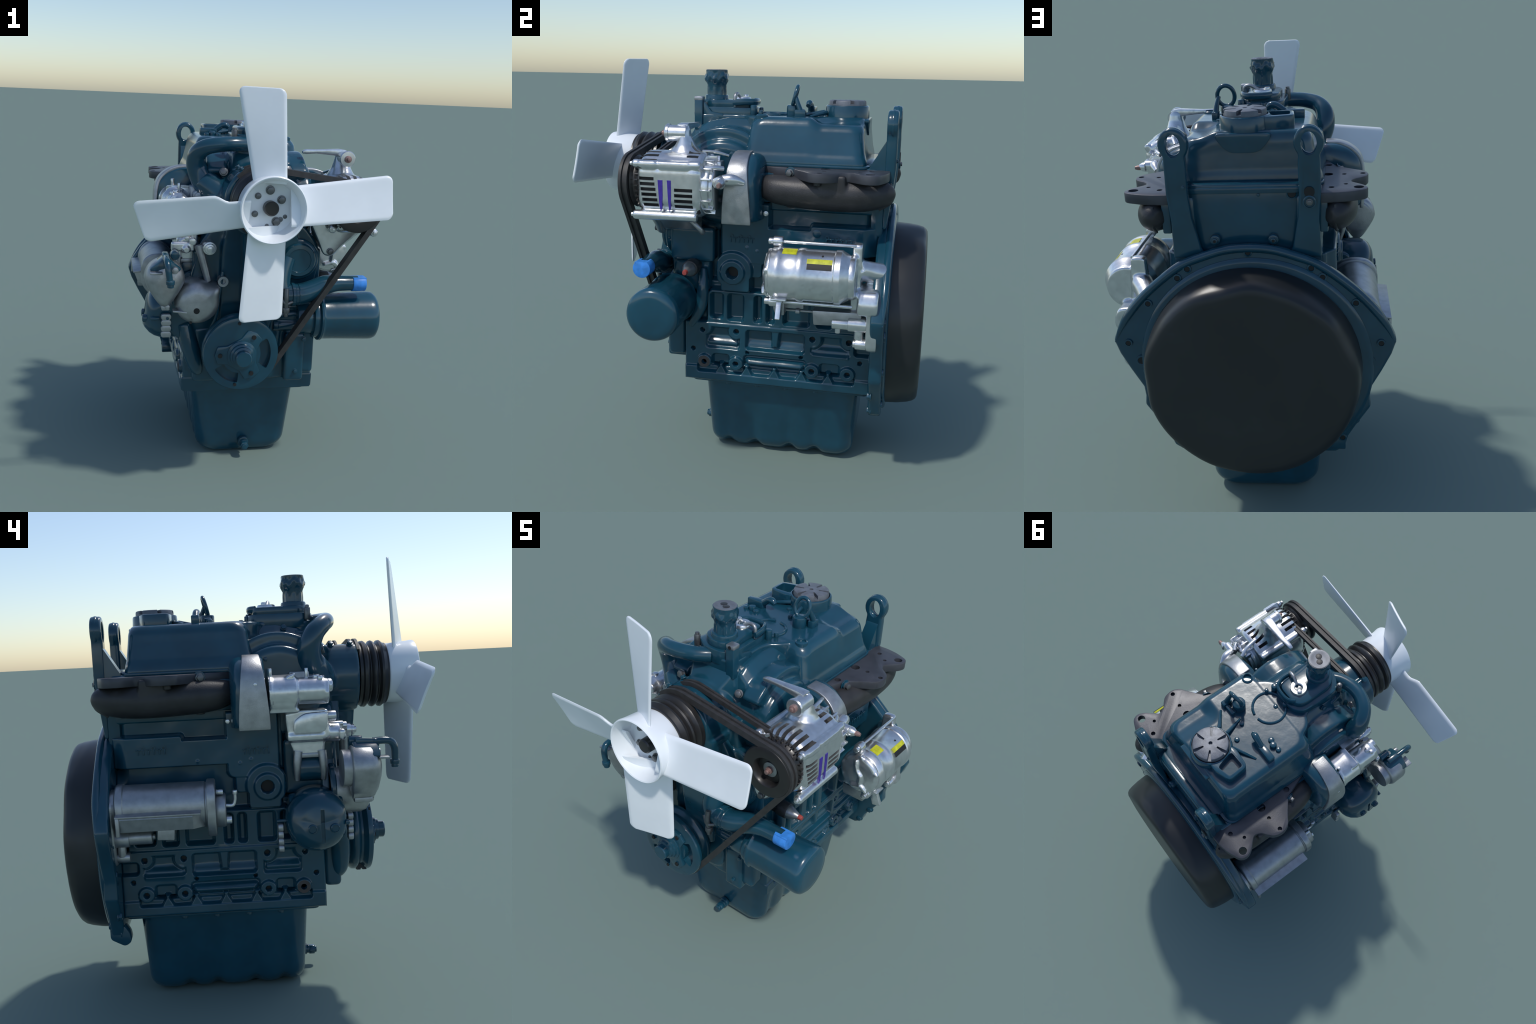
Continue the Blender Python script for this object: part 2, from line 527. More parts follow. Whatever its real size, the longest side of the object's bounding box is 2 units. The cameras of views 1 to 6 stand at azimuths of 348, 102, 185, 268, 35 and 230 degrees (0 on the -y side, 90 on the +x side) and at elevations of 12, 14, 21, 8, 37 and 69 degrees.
def build_block():
    y0, y1, z0, z1 = -.330, .603, .421, 1.34
    ny, nz = 300, 290
    ys = np.linspace(y0, y1, ny)
    zs = np.linspace(z0, z1, nz)
    Y, Z = np.meshgrid(ys, zs, indexing='ij')
    # relief is laid out on a slightly larger drawing than the finished wall
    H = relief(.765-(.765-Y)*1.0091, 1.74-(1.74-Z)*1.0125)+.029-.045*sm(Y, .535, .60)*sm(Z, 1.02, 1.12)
    e = np.minimum(np.minimum(Y-y0, y1-Y), np.minimum(Z-z0, z1-Z))
    H = H-.010*(1-sm(e, 0, .008))
    V, F = [], []
    for s in (1, -1):
        V += [(BX+s*h, y, z) for h, y, z in zip(H.ravel(), Y.ravel(), Z.ravel())]
    off = ny*nz
    def idx(i, j, s):
        return s*off+i*nz+j
    for s in (0, 1):
        for i in range(ny-1):
            for j in range(nz-1):
                q = [idx(i, j, s), idx(i+1, j, s), idx(i+1, j+1, s), idx(i, j+1, s)]
                F.append(q if s == 0 else q[::-1])
    for i in range(ny-1):
        F.append([idx(i, 0, 0), idx(i, 0, 1), idx(i+1, 0, 1), idx(i+1, 0, 0)])
        F.append([idx(i, nz-1, 1), idx(i, nz-1, 0), idx(i+1, nz-1, 0), idx(i+1, nz-1, 1)])
    for j in range(nz-1):
        F.append([idx(0, j, 1), idx(0, j, 0), idx(0, j+1, 0), idx(0, j+1, 1)])
        F.append([idx(ny-1, j, 0), idx(ny-1, j, 1), idx(ny-1, j+1, 1), idx(ny-1, j+1, 0)])
    me = bpy.data.meshes.new('engine_block')
    me.from_pydata(V, [], F)
    me.update()
    bm = bmesh.new()
    bm.from_mesh(me)
    bpy.data.meshes.remove(me)
    blk = to_obj('engine_block', bm, PAINT, angle=60)
    # dark holes, brown first boss, cast glyph strokes on both sides
    def fy(y):
        return .765-(.765-y)/1.0091
    def fz(z):
        return 1.74-(1.74-z)/1.0125
    for s in (1, -1):
        def X(h):
            return BX+s*(h+.029)
        pcs = []
        for cy, cz, r in ((-.235, .509, .013), (-.072, .509, .013), (.313, .508, .013), (.489, .508, .013),
                          (-.073, .675, .013), (.311, .671, .013), (.490, .670, .013), (-.296, .569, .011),
                          (-.015, .571, .009), (.257, .572, .009), (.547, .568, .010)):
            hh = .305 if cz < .52 else .293
            pcs.append(cyl('x', fy(cy), fz(cz), r*.95, X(hh-.02), X(hh), 0, 16))
        pcs.append(cyl('x', fy(-.088), fz(.990), .026, X(.28), X(.315), 0, 24))
        o = to_obj('bolt_hole', join(*pcs), DARK, blk)
        o['kind'] = 'stuff'
        ring = lathe([(.030, X(.31)), (.030, X(.3345)), (.014, X(.3345)), (.014, X(.31))], 'x', fy(-.235), fz(.509), 24)
        to_obj('boss_pad', ring, BRASS, blk)
        # cast marks: row of small raised strokes
        st = []
        def glyphs(yc, zc, w, hgt, hh):
            n = 6
            for k in range(n):
                y = yc-w/2+w*(k+.5)/n
                st.append(box(X(hh-.004) if s > 0 else X(hh+.004), X(hh+.004) if s > 0 else X(hh-.004),
                              y-.0025, y+.0025, zc-hgt/2, zc+hgt*.2, .001, 1))
                if k % 2 == 0:
                    st.append(lathe([(.010, X(hh-.004)), (.010, X(hh+.003)), (.0055, X(hh+.003)), (.0055, X(hh-.004))],
                                    'x', y+.004, zc+hgt*.3, 14))
                else:
                    st.append(box(X(hh-.004) if s > 0 else X(hh+.004), X(hh+.004) if s > 0 else X(hh-.004),
                                  y-.012, y+.012, zc+.002, zc+.007, .001, 1))
        glyphs(-.040, 1.165, .125, .038, .331)
        glyphs(.425, 1.185, .140, .036, .331)
        m = to_obj('cast_mark', join(*st), PAINT, blk)
        m['kind'] = 'stuff'
    disc_r = lathe([(.020, BX+.355), (.020, BX+.3595), (.017, BX+.3605), (0, BX+.3675)], 'x', fy(.317), fz(1.206), 24)
    to_obj('core_plug', disc_r, PAINT, blk)
build_block()

# =====================================================================
#  CYLINDER HEAD, FRONT SADDLE, ROCKER COVER
# =====================================================================
def build_head():
    pcs = [box(-.325, .290, -.03, .592, 1.30, 1.520, .012)]
    # round bulges at the front corners (drum with x axis)
    pcs.append(cyl('x', -.155, 1.42, .203, -.318, .285, .03, 64))
    pcs.append(box(-.285, .262, -.33, -.02, 1.18, 1.42, .02))
    # saddle wrapping over the drum
    sec = []
    for y, k in ((-.325, -.10), (-.31, -.03), (-.27, .0), (-.16, .022), (-.06, .018), (.0, .01)):
        zt = 1.70+k
        sec.append([(-.235, y, 1.46), (-.215, y, 1.58+k*.4), (-.165, y, zt-.035), (-.135, y, zt), (.115, y, zt),
                    (.150, y, zt-.035), (.20, y, 1.58+k*.4), (.215, y, 1.46)])
    pcs.append(loft(sec))
    # lip wrapping the drum on both flanks
    for s in (1, -1):
        prof = arc(-.155, 1.42, .262, 18, 140, 18)+arc(-.155, 1.42, .20, 140, 18, 18)
        xa, xb = (.15, .245) if s > 0 else (-.17, -.268)
        pcs.append(prism(prof, 'x', xa, xb, .012))
    bm = fuse(join(*pcs), .0065, 5)
    head = to_obj('cylinder_head', bm, PAINT, angle=70)
    for s in (1, -1):
        xx = CX+s*.30
        bolt(BOLT_P, (xx, -.10, 1.56), (s, 0, 0), .013, head)
        bolt(BOLT_G, (xx, -.085, 1.505), (s, 0, 0), .009, head)
    bolt(BOLT_G, (.215, -.265, 1.645), (0.9, -.2, .3), .012, head)
build_head()

def build_rocker_cover():
    # superposed rounded-rectangle sections, front edge drawn in on the flanks
    def ring(x0, x1, y0, y1, z, r):
        out = []
        for (u, v) in rrect(x0, x1, y0, y1, r, 8):
            out.append((u, v, z))
        return out
    S = []
    for z, d, r in ((1.515, .0, .05), (1.535, .0, .05), (1.560, .008, .05), (1.58, .018, .05), (1.66, .036, .052),
                    (1.695, .042, .055), (1.712, .050, .055), (1.728, .062, .06), (1.736, .080, .06)):
        S.append(ring(-.331+d, .303-d, -.062+d*.8, .530-d*.5, z, r))
    main = loft(S)
    # the cover tapers to a narrow tongue over the front saddle
    tongue = prism(rounded([(-.24, .05), (-.20, -.07), (-.13, -.10), (-.135, -.34), (.095, -.34), (.085, -.10),
                            (.14, -.055), (.21, .05)], .05, 5), 'z', 1.60, 1.734, .012)
    bm = fuse(join(main, tongue), .0065, 4)
    # the rear +x shoulder is pressed down behind a soft crease
    for v in bm.verts:
        k = float(sm(np.array(v.co.y), .25, .315))*float(sm(np.array(v.co.x), .09, .19))
        if v.co.z > 1.54:
            v.co.z = 1.54+(v.co.z-1.54)*(1-.14*k)
    cov = to_obj('rocker_cover', bm, PAINT, angle=70)
    lip = join(prism(rrect(-.332, .306, -.04, .545, .05, 6), 'z', 1.512, 1.528, .005))
    to_obj('cover_flange', lip, PAINT, cov)
    # shoulders (rear +x and rear -x corners are higher lobes)
    # filler ring, pocket, cap
    fx, fy = -.008, .404
    pocket = prism(rounded([(-.06, .335), (-.095, .315), (-.205, .325), (-.215, .44), (-.12, .47), (-.06, .46)], .025), 'z', 1.70, 1.787, .005)
    pc_in = prism(rounded([(-.098, .345), (-.190, .342), (-.196, .425), (-.125, .445), (-.110, .40)], .015), 'z', 1.745, 1.83, .0)
    ringb = join(cyl('z', fx, fy, .112, 1.66, 1.790, .008, 56, .106), pocket)
    ringb = cut(ringb, pc_in)
    ringb = cut(ringb, cyl('z', fx, fy, .097, 1.772, 1.84, 0, 48))
    to_obj('filler_ring', ringb, PAINT, cov)
    flow = prism(rounded([(-.125, 1.73), (.110, 1.73), (.100, 1.70), (.055, 1.650), (-.070, 1.650), (-.115, 1.70)], .03), 'y', .40, .519, .006)
    to_obj('filler_neck', flow, PAINT, cov)
    cap = join(cyl('z', fx, fy, .093, 1.745, 1.814, .007, 56, .090))
    slots = []
    for k in range(6):
        a = math.radians(20+60*k)
        c, s = math.cos(a), math.sin(a)
        def P(u, v):
            return (fx+u*c-v*s, fy+u*s+v*c)
        slots.append(prism([P(.038, -.004), P(.10, -.011), P(.10, .011), P(.038, .004)], 'z', 1.797, 1.84))
    slots.append(cyl('z', fx, fy, .010, 1.800, 1.84, 0, 16))
    cap = cut(cap, join(*slots))
    to_obj('filler_cap', cap, CAPG, cov)
    # webs radiating from the filler ring
    for a, b in (((.138, .242), (.055, .310)), ((.040, .190), (.01, .295)), ((-.185, .258), (-.07, .32))):
        t = tube([(*a, 1.737), (*b, 1.755)], [.006, .011], 8, 4)
        to_obj('web', t, PAINT, cov)
    # circular ridge on top, in two arcs
    for a0, a1 in ((-75, 80), (100, 250)):
        pts = [(.0+.088*math.cos(math.radians(a)), .035+.085*math.sin(math.radians(a)), 1.738)
               for a in np.linspace(a0, a1, 9)]
        to_obj('ridge', tube(pts, .007, 8, 3), PAINT, cov)
    # clip, cleats, studs
    clip = join(box(-.245, -.150, .185, .222, 1.73, 1.772, .006),
                tube([(-.155, .204, 1.762), (-.125, .203, 1.785), (-.10, .20, 1.790), (-.082, .198, 1.778)],
                     [.017, .016, .017, .012], 14, 5))
    to_obj('hose_clip', clip, PAINT, cov)
    for x, y, r, h in ((-.151, .137, .016, .012), (-.181, .148, .018, .022), (-.214, .14, .014, .012), (-.013, .004, .012, .006),
                       (.083, -.01, .011, .02), (-.039, -.035, .012, .03), (.012, .202, .012, .014), (-.044, .273, .014, .01),
                       (.067, -.05, .017, .045), (.098, .19, .016, .01)):
        to_obj('stud', cyl('z', x, y, r, 1.725, 1.737+h, r*.35, 18), PAINT, cov)
    rim = lathe([(.030, 1.72), (.030, 1.740), (.022, 1.745), (.020, 1.74), (.018, 1.728), (.0, 1.728)], 'z', .205, .022, 24)
    to_obj('stud', rim, PAINT, cov)
    # breather loop (oval ring on a post)
    loop = [(.105+.038*math.cos(a), .163+.004*math.cos(a)+.012*math.sin(a), 1.830+.046*math.sin(a)) for a in np.linspace(math.radians(-110), math.radians(250), 25)]
    lp = join(tube(loop, .0095, 12, 2), cyl('z', .098, .155, .034, 1.73, 1.788, .006, 24),
              tube([(.136, .170, 1.83), (.146, .185, 1.79), (.15, .20, 1.755)], [.009, .012, .014], 10, 4),
              box(.135, .165, .17, .222, 1.73, 1.768, .004), box(.075, .145, .195, .215, 1.73, 1.76, .004))
    to_obj('lifting_loop', lp, PAINT, cov)
    # thermostat housing
    th = join(prism(rounded([(.05, -.04), (-.02, -.035), (-.095, -.045), (-.135, -.085), (-.14, -.20), (-.14, -.30), (-.07, -.345), (.03, -.345),
                             (.075, -.29), (.07, -.2), (.065, -.09)], .03, 4), 'z', 1.70, 1.768, .006),
              prism(rounded([(.035, -.06), (-.085, -.06), (-.115, -.10), (-.115, -.28), (-.06, -.33), (.02, -.33),
                             (.06, -.27), (.045, -.2), (.05, -.1)], .035, 4), 'z', 1.76, 1.803, .010),
              cyl('z', -.02, -.262, .066, 1.72, 1.825, .008, 40, .060))
    therm = to_obj('thermostat_housing', th, PAINT, root)
    lobes = lambda a: 1+.05*math.cos(7*a)
    nk = lathe([(.052, 1.80), (.0485, 1.815), (.0475, 1.83), (.0475, 1.845), (.0475, 1.86), (.048, 1.872), (.051, 1.883), (.056, 1.893), (.0595, 1.903), (.059, 1.913),
                (.0565, 1.923), (.054, 1.932), (.0545, 1.940), (.0545, 1.945)], 'z', -.018, -.262, 72)
    for v in nk.verts:                              # hand-hammered look of the moulded pipe
        a = math.atan2(v.co.y+.262, v.co.x+.018)
        z = v.co.z
        k = .0028*math.cos(8*a)*float(sm(np.array(1.875-z), 0, .02))
        k += float(sm(np.array(z), 1.872, 1.89))*float(sm(np.array(1.938-z), 0, .012))*(.003*math.cos(5*a+90*(z-1.9))+.0018*math.cos(11*a-140*(z-1.9)))
        d = Vector((v.co.x+.018, v.co.y+.262))
        d = d*(1+k/max(.02, d.length))
        v.co.x, v.co.y = d.x-.018, d.y-.262
    to_obj('filler_pipe', nk, PAINT, therm)
    tp = lathe([(.053, 1.943), (.052, 1.948), (.044, 1.9485), (.036, 1.9465), (0, 1.946)], 'z', -.018, -.262, 40)
    to_obj('pipe_plug', tp, CAPG, therm)
    st = join(*[cyl('z', -.018+dx, -.262+dy, .016, 1.944, 1.9478, .001, 20) for dx, dy in ((-.013, .008), (.013, -.008))])
    to_obj('plug_mark', st, IRON, therm)
    sr = lathe([(.048, 1.775), (.048, 1.795), (.044, 1.799), (.044, 1.810), (.040, 1.816), (.024, 1.816), (.019, 1.811), (.018, 1.788), (0, 1.788)], 'z', -.028, -.131, 40)
    to_obj('vent_collar', sr, ALU, therm)
    to_obj('vent_stud', join(cyl('z', -.028, -.131, .010, 1.78, 1.796, .003, 16), cyl('z', -.052, -.118, .013, 1.80, 1.828, .005, 16)), ALU, therm)
    to_obj('vent_hook', tube([(-.01, -.135, 1.812), (.03, -.142, 1.832), (.058, -.145, 1.826), (.064, -.147, 1.80), (.064, -.147, 1.772)], [.008, .009, .009, .008, .007], 10, 5), ALUD, therm)
    wall = [(.068, -.155, 1.79), (.068, -.10, 1.795), (.045, -.055, 1.795), (.0, -.045, 1.795), (-.045, -.05, 1.795), (-.075, -.075, 1.795)]
    to_obj('vent_guard', tube(wall, .010, 10, 5, flat=1.6), PAINT, therm)
    po = join(prism(rounded([(.055, -.345), (.10, -.345), (.10, -.303), (.055, -.303)], .006), 'z', 1.655, 1.80, .004),
              prism([(-.303, 1.80), (-.303, 1.71), (-.20, 1.70), (-.20, 1.735), (-.26, 1.745)], 'x', .066, .09, .004))
    to_obj('sensor_post', po, PAINT, therm)
    pt = box(.056, .101, -.347, -.302, 1.797, 1.818, .006)
    to_obj('sensor_cap', pt, ALUD, therm)
    hole((.079, -.348, 1.807), (0, -1, 0), .008, parent=therm)
    bolt(BOLT_P, (.105, -.26, 1.685), (1, 0, .2), .017, therm)
    bolt(BOLT_P, (-.155, -.20, 1.70), (-1, 0, .5), .015, therm)
    nut = join(prism(ngon(-.135, -.315, .016, 6), 'z', 1.735, 1.79, .004), cyl('z', -.135, -.315, .010, 1.78, 1.80, .002, 14))
    to_obj('bleed_screw', nut, BOLTG, therm)
build_rocker_cover()

# =====================================================================
#  COOLANT ELBOW AND WATER PUMP HOUSING, GEAR CASE
# =====================================================================
def build_front():
    hx, hz = -.035, 1.462
    pump = [cyl('y', hx, hz, .152, -.545, -.30, .02, 56),
            cyl('y', hx, hz, .172, -.40, -.28, .02, 56),
            loft([[(-.20, -.25, 1.42), (.17, -.25, 1.42), (.12, -.25, 1.69), (-.16, -.25, 1.69)],
                  [(-.20, -.33, 1.42), (.16, -.33, 1.42), (.09, -.335, 1.68), (-.14, -.335, 1.68)],
                  [(-.16, -.42, 1.42), (.10, -.42, 1.42), (.05, -.40, 1.60), (-.11, -.40, 1.60)]]),
            prism([(-.22, 1.0), (.20, 1.0), (.17, 1.48), (-.20, 1.48)], 'y', -.395, -.28, .02),
            loft([[(a, -.28, z), (b, -.28, z), (b, y+.03, z), (b-.02, y, z), (a+.02, y, z), (a, y+.03, z)] for z, a, b, y in ((.72, -.10, .06, -.455), (.95, -.10, .08, -.495), (1.16, -.10, .10, -.520), (1.42, -.12, .13, -.540))]),
            tube([(-.285, -.305, 1.54), (-.245, -.325, 1.50), (-.17, -.35, 1.44)], [.062, .075, .09], 24, 6)]
    shell = [(u, v) for u, v in arc(hx, hz, .176, 118, 250, 16)]+[(-.09, 1.32), (-.09, 1.58)]
    pump.append(prism(shell, 'y', -.545, -.385, .012))
    bm = fuse(join(*pump), .0065, 6)
    wp = to_obj('water_pump', bm, PAINT, angle=75)
    hose = tube([(-.045, -.325, 1.722), (-.095, -.365, 1.724), (-.16, -.388, 1.724), (-.225, -.388, 1.718), (-.285, -.362, 1.702), (-.318, -.322, 1.665),
                 (-.318, -.298, 1.605), (-.290, -.300, 1.545), (-.25, -.325, 1.49), (-.21, -.35, 1.45)],
                [.036, .036, .036, .037, .040, .046, .052, .060, .068, .075], 28, 8)
    to_obj('coolant_elbow', hose, PAINT, wp)
    for a, yy in ((122, -.51), (122, -.42)):
        p = (hx+.175*math.cos(math.radians(a)), yy, hz+.175*math.sin(math.radians(a)))
        bolt(BOLT_P, p, (math.cos(math.radians(a)), 0, math.sin(math.radians(a))), .016, wp)
    bolt(BOLT_G, (-.19, -.36, 1.585), (-.2, -1, .3), .022, wp)
    bolt(BOLT_G, (.135, -.345, 1.60), (.4, -1, .4), .020, wp, 1.2)
    # gear case: outline polygon in (x,z), three overlapping layers giving the raked front
    out1 = rounded([(-.375, .76), (-.27, .64), (-.15, .53), (.08, .50), (.14, .51), (.25, .50), (.255, .74), (.27, .93), (.315, 1.10),
                    (.315, 1.22), (.22, 1.34), (-.22, 1.36), (-.31, 1.22), (-.36, 1.02), (-.395, .86)], .05, 5)
    out2 = rounded([(-.20, .64), (-.18, .58), (-.14, .54), (.06, .54), (.11, .58), (.12, .80), (.15, 1.00), (.20, 1.25), (.12, 1.40),
                    (-.16, 1.40), (-.20, 1.22), (-.20, .98), (-.20, .85)], .05, 5)
    gc = [prism(out1, 'y', -.405, -.325, .014),
          loft([[(u, -.40, v) for u, v in out2],
                [(u, -.415-.030*max(0, min(1, (v-.45)/.9)), v) for u, v in out2]]),
          box(.145, .250, -.448, -.33, .505, .765, .012),
          cyl('y', .195, 1.155, .127, -.40, -.33, .015, 48),
          cyl('x', -.41, .86, .03, .10, .30, .008, 24),
          cyl('x', -.42, .805, .028, .10, .31, .008, 24),
          # banana-shaped rib on the -x side of the pulley
          tube([(-.375, -.395, .82), (-.345, -.405, .70), (-.315, -.405, .60), (-.295, -.395, .55)], [.035, .045, .04, .025], 16, 6)]
    bm = fuse(join(*gc), .0065, 5)
    case = to_obj('gear_case', bm, PAINT, angle=75)
    # round cover boss with stepped cap
    cap = lathe([(.107, -.37), (.107, -.425), (.100, -.435), (.088, -.439), (.086, -.453), (.080, -.461), (.061, -.463), (.059, -.460), (0, -.460)],
                'y', .195, 1.155, 56)
    to_obj('cover_cap', cap, PAINT, case)
    ear = prism(rounded([(.22, 1.27), (.31, 1.20), (.30, 1.12), (.20, 1.07)], .03), 'y', -.425, -.37, .008)
    to_obj('cover_ear', ear, PAINT, case)
    for x, z in ((.243, .735), (.205, .56)):
        bolt(BOLT_P, (x, -.446, z), (0, -1, 0), .014, case)
    # intermediate side housing between case and block (+x), oil passage with flange
    sh = [box(.17, .325, -.40, -.18, 1.035, 1.205, .015), cyl('y', .245, 1.09, .050, -.40, -.19, .01, 24),
          box(.16, .31, -.425, -.335, .535, .80, .02), box(.15, .30, -.40, -.2, .86, 1.1, .03),
          tube([(.30, -.24, 1.0), (.325, -.235, .90), (.32, -.25, .80), (.31, -.30, .70)], [.02, .03, .03, .02], 12, 5)]
    to_obj('side_housing', fuse(join(*sh), .006, 4), PAINT, case, 75)
    # mirrored pads on -x
    sh2 = [box(-.34, -.20, -.40, -.16, .95, 1.20, .015), box(-.33, -.18, -.41, -.33, .50, .80, .02)]
    to_obj('side_housing', fuse(join(*sh2), .006, 4), PAINT, case, 75)
    # dipstick tube and ribs on the front
    rod = tube([(-.195, -.46, 1.10), (-.215, -.475, .98), (-.225, -.47, .87), (-.25, -.455, .80)], .010, 10, 6)
    to_obj('dipstick', rod, PAINT, case)
    to_obj('dipstick_boss', lathe([(.026, -.44), (.026, -.485), (.014, -.485), (.014, -.47), (0, -.47)], 'y', -.195, 1.055, 24), ALUD, case)
    return wp, case
WP, CASE = build_front()

# =====================================================================
#  CRANK PULLEY
# =====================================================================
def build_crank_pulley():
    cx, cz = -.108, .708
    prof = [(.10, -0.4260), (.155, -0.4410), (.178, -0.4710), (.186, -0.4810), (.188, -0.4960), (.184, -0.5040), (.168, -0.5180), (.168, -0.5280), (.184, -0.5420),
            (.190, -0.5480), (.190, -0.5620), (.186, -0.5700), (.170, -0.5740), (.05, -0.5740)]
    bm = lathe(prof, 'y', cx, cz, 80)
    # kidney recesses
    cuts = []
    for a0, a1 in ((-32, 32), (-150, -96)):
        o = arc(cx, cz, .150, a0, a1, 12)+arc(cx, cz, .098, a1, a0, 12)
        cuts.append(prism(rounded(o, .012, 3), 'y', -0.5960, -0.5410))
    bm = cut(bm, join(*cuts))
    p = to_obj('crank_pulley', bm, PAINT)
    # raised three-arm spider
    pts = []
    for a in (57, 180, -62):
        for da, r in ((-34, .085), (-20, .128), (0, .135), (20, .128), (34, .085)):
            t = math.radians(a+da)
            pts.append((cx+r*math.cos(t), cz+r*math.sin(t)))
    pts.sort(key=lambda q: math.atan2(q[1]-cz, q[0]-cx))
    to_obj('pulley_spider', prism(pts, 'y', -0.5660, -0.5880, .005), PAINT, p)
    nose = lathe([(.075, -0.5760), (.073, -0.5940), (.062, -0.5980), (.060, -0.6090), (.052, -0.6130), (.050, -0.6240), (.040, -0.6280), (.040, -0.6510), (.036, -0.6560), (0, -0.6560)],
                 'y', cx, cz, 48)
    to_obj('pulley_nose', nose, PAINT, p)
    for a in (57, 180, -62):
        t = math.radians(a)
        hole((cx+.108*math.cos(t), -.5925, cz+.108*math.sin(t)), (0, -1, 0), .011, parent=p)
    for a in (95, -100):
        t = math.radians(a)
        hole((cx+.160*math.cos(t), -.5785, cz+.160*math.sin(t)), (0, -1, 0), .008, parent=p)
build_crank_pulley()

# =====================================================================
#  FAN, FAN PULLEY, BELTS
# =====================================================================
HX, HZ = -.033, 1.466
def build_fan():
    pl = lathe([(.10, -.545), (.150, -.552), (.150, -.566), (.158, -.572), (.160, -.585), (.156, -.592), (.142, -.602), (.142, -.606), (.157, -.616),
                (.160, -.624), (.157, -.632), (.143, -.640), (.143, -.644), (.158, -.654), (.160, -.664), (.154, -.672), (.146, -.682), (.146, -.690), (.08, -.690)],
               'y', HX, HZ, 72)
    p = to_obj('fan_pulley', pl, PULLEY)
    fan = bpy.data.objects.new('fan', None)
    COL.objects.link(fan)
    fan.parent = root
    hub = lathe([(.11, -.688), (.138, -.690), (.142, -.70), (.150, -.80), (.1535, -.822), (.152, -.829), (.148, -.832), (.143, -.829), (.139, -.816), (.128, -.775),
                 (.118, -.742), (.105, -.736), (.0, -.736)], 'y', HX, HZ, 80)
    to_obj('fan_hub', hub, WHITE, fan)
    # blades as twisted, cambered patches: (root rear, root front, tip rear, tip front, scooped root)
    specs = [((-.112, -.722, 1.58), (.028, -.795, 1.58), (-.188, -.684, 1.999), (.018, -.742, 1.994), 0),
             ((-.130, -.727, 1.373), (-.130, -.797, 1.538), (-.588, -.710, 1.300), (-.652, -.770, 1.492), .036),
             ((.055, -.748, 1.566), (.055, -.802, 1.388), (.536, -.756, 1.627), (.538, -.798, 1.425), 0),
             ((.056, -.705, 1.385), (-.143, -.808, 1.385), (.054, -.712, .930), (-.167, -.778, .934), 0)]
    for rr_, rf, tr, tf, scoop in specs:
        rr_, rf, tr, tf = map(Vector, (rr_, rf, tr, tf))
        ns, nc = 48, 24
        rc = .032
        L = ((tr+tf)-(rr_+rf)).length/2
        V = []
        for i in range(ns+1):
            k = 1-(1-i/ns)**1.6
            a, b = rr_.lerp(tr, k), rf.lerp(tf, k)
            w = (b-a).length
            lo, hi = 0., 1.
            d = k*L
            if d > L-rc:
                ins = (rc-math.sqrt(max(0, rc*rc-(d-(L-rc))**2)))/w
                lo, hi = ins, 1-ins
            if scoop:
                hi -= scoop/w*(1-float(sm(np.array(d), .090, .160)))
            row = []
            for j in range(nc+1):
                c = lo+(hi-lo)*j/nc
                p = a.lerp(b, c)
                u = 2*c-1
                row.append((p.x, p.y+.003*(1-u*u)*k, p.z))
            V.append(row)
        bm = bmesh.new()
        grid = []
        for side in (-1, 1):
            g = []
            for i in range(ns+1):
                r = []
                for j in range(nc+1):
                    x, y, z = V[i][j]
                    edge = min(j, nc-j)/2.0
                    edge = min(edge, (ns-i)/2.5)
                    th = .0065*math.sqrt(max(.05, 1-(1-min(1, edge))**2))*(1.3-.4*i/ns)
                    r.append(bm.verts.new((x, y+side*th, z)))
                g.append(r)
            grid.append(g)
        for gi, g in enumerate(grid):
            for i in range(ns):
                for j in range(nc):
                    q = (g[i][j], g[i+1][j], g[i+1][j+1], g[i][j+1])
                    bm.faces.new(q if gi == 0 else q[::-1])
        a, b = grid
        loop = [(i, 0) for i in range(ns+1)]+[(ns, j) for j in range(1, nc+1)]+[(i, nc) for i in range(ns-1, -1, -1)]+[(0, j) for j in range(nc-1, 0, -1)]
        for k in range(len(loop)):
            i, j = loop[k]
            m, n = loop[(k+1) % len(loop)]
            bm.faces.new((a[i][j], b[i][j], b[m][n], a[m][n]))
        to_obj('fan_blade', bm, WHITE, fan, 60)
    # hub bolts and shaft
    to_obj('fan_shaft', lathe([(.034, -.74), (.034, -.776), (.028, -.782), (0, -.782)], 'y', HX, HZ, 32), PULLEY, fan)
    for x, z, r in ((-.090, 1.519, .015), (-.035, 1.546, .021), (.019, 1.503, .020), (-.102, 1.437, .015), (-.002, 1.403, .021)):
        bolt(BOLT_G, (x, -.736, z), (0, -1, 0), r, fan)
    for x, z, r in ((-.044, 1.382, .010), (.039, 1.425, .010), (.018, 1.412, .012)):
        to_obj('hub_rivet', cyl('y', x, z, r, -.735, -.7395, .002, 20), BOLTG, fan)
build_fan()

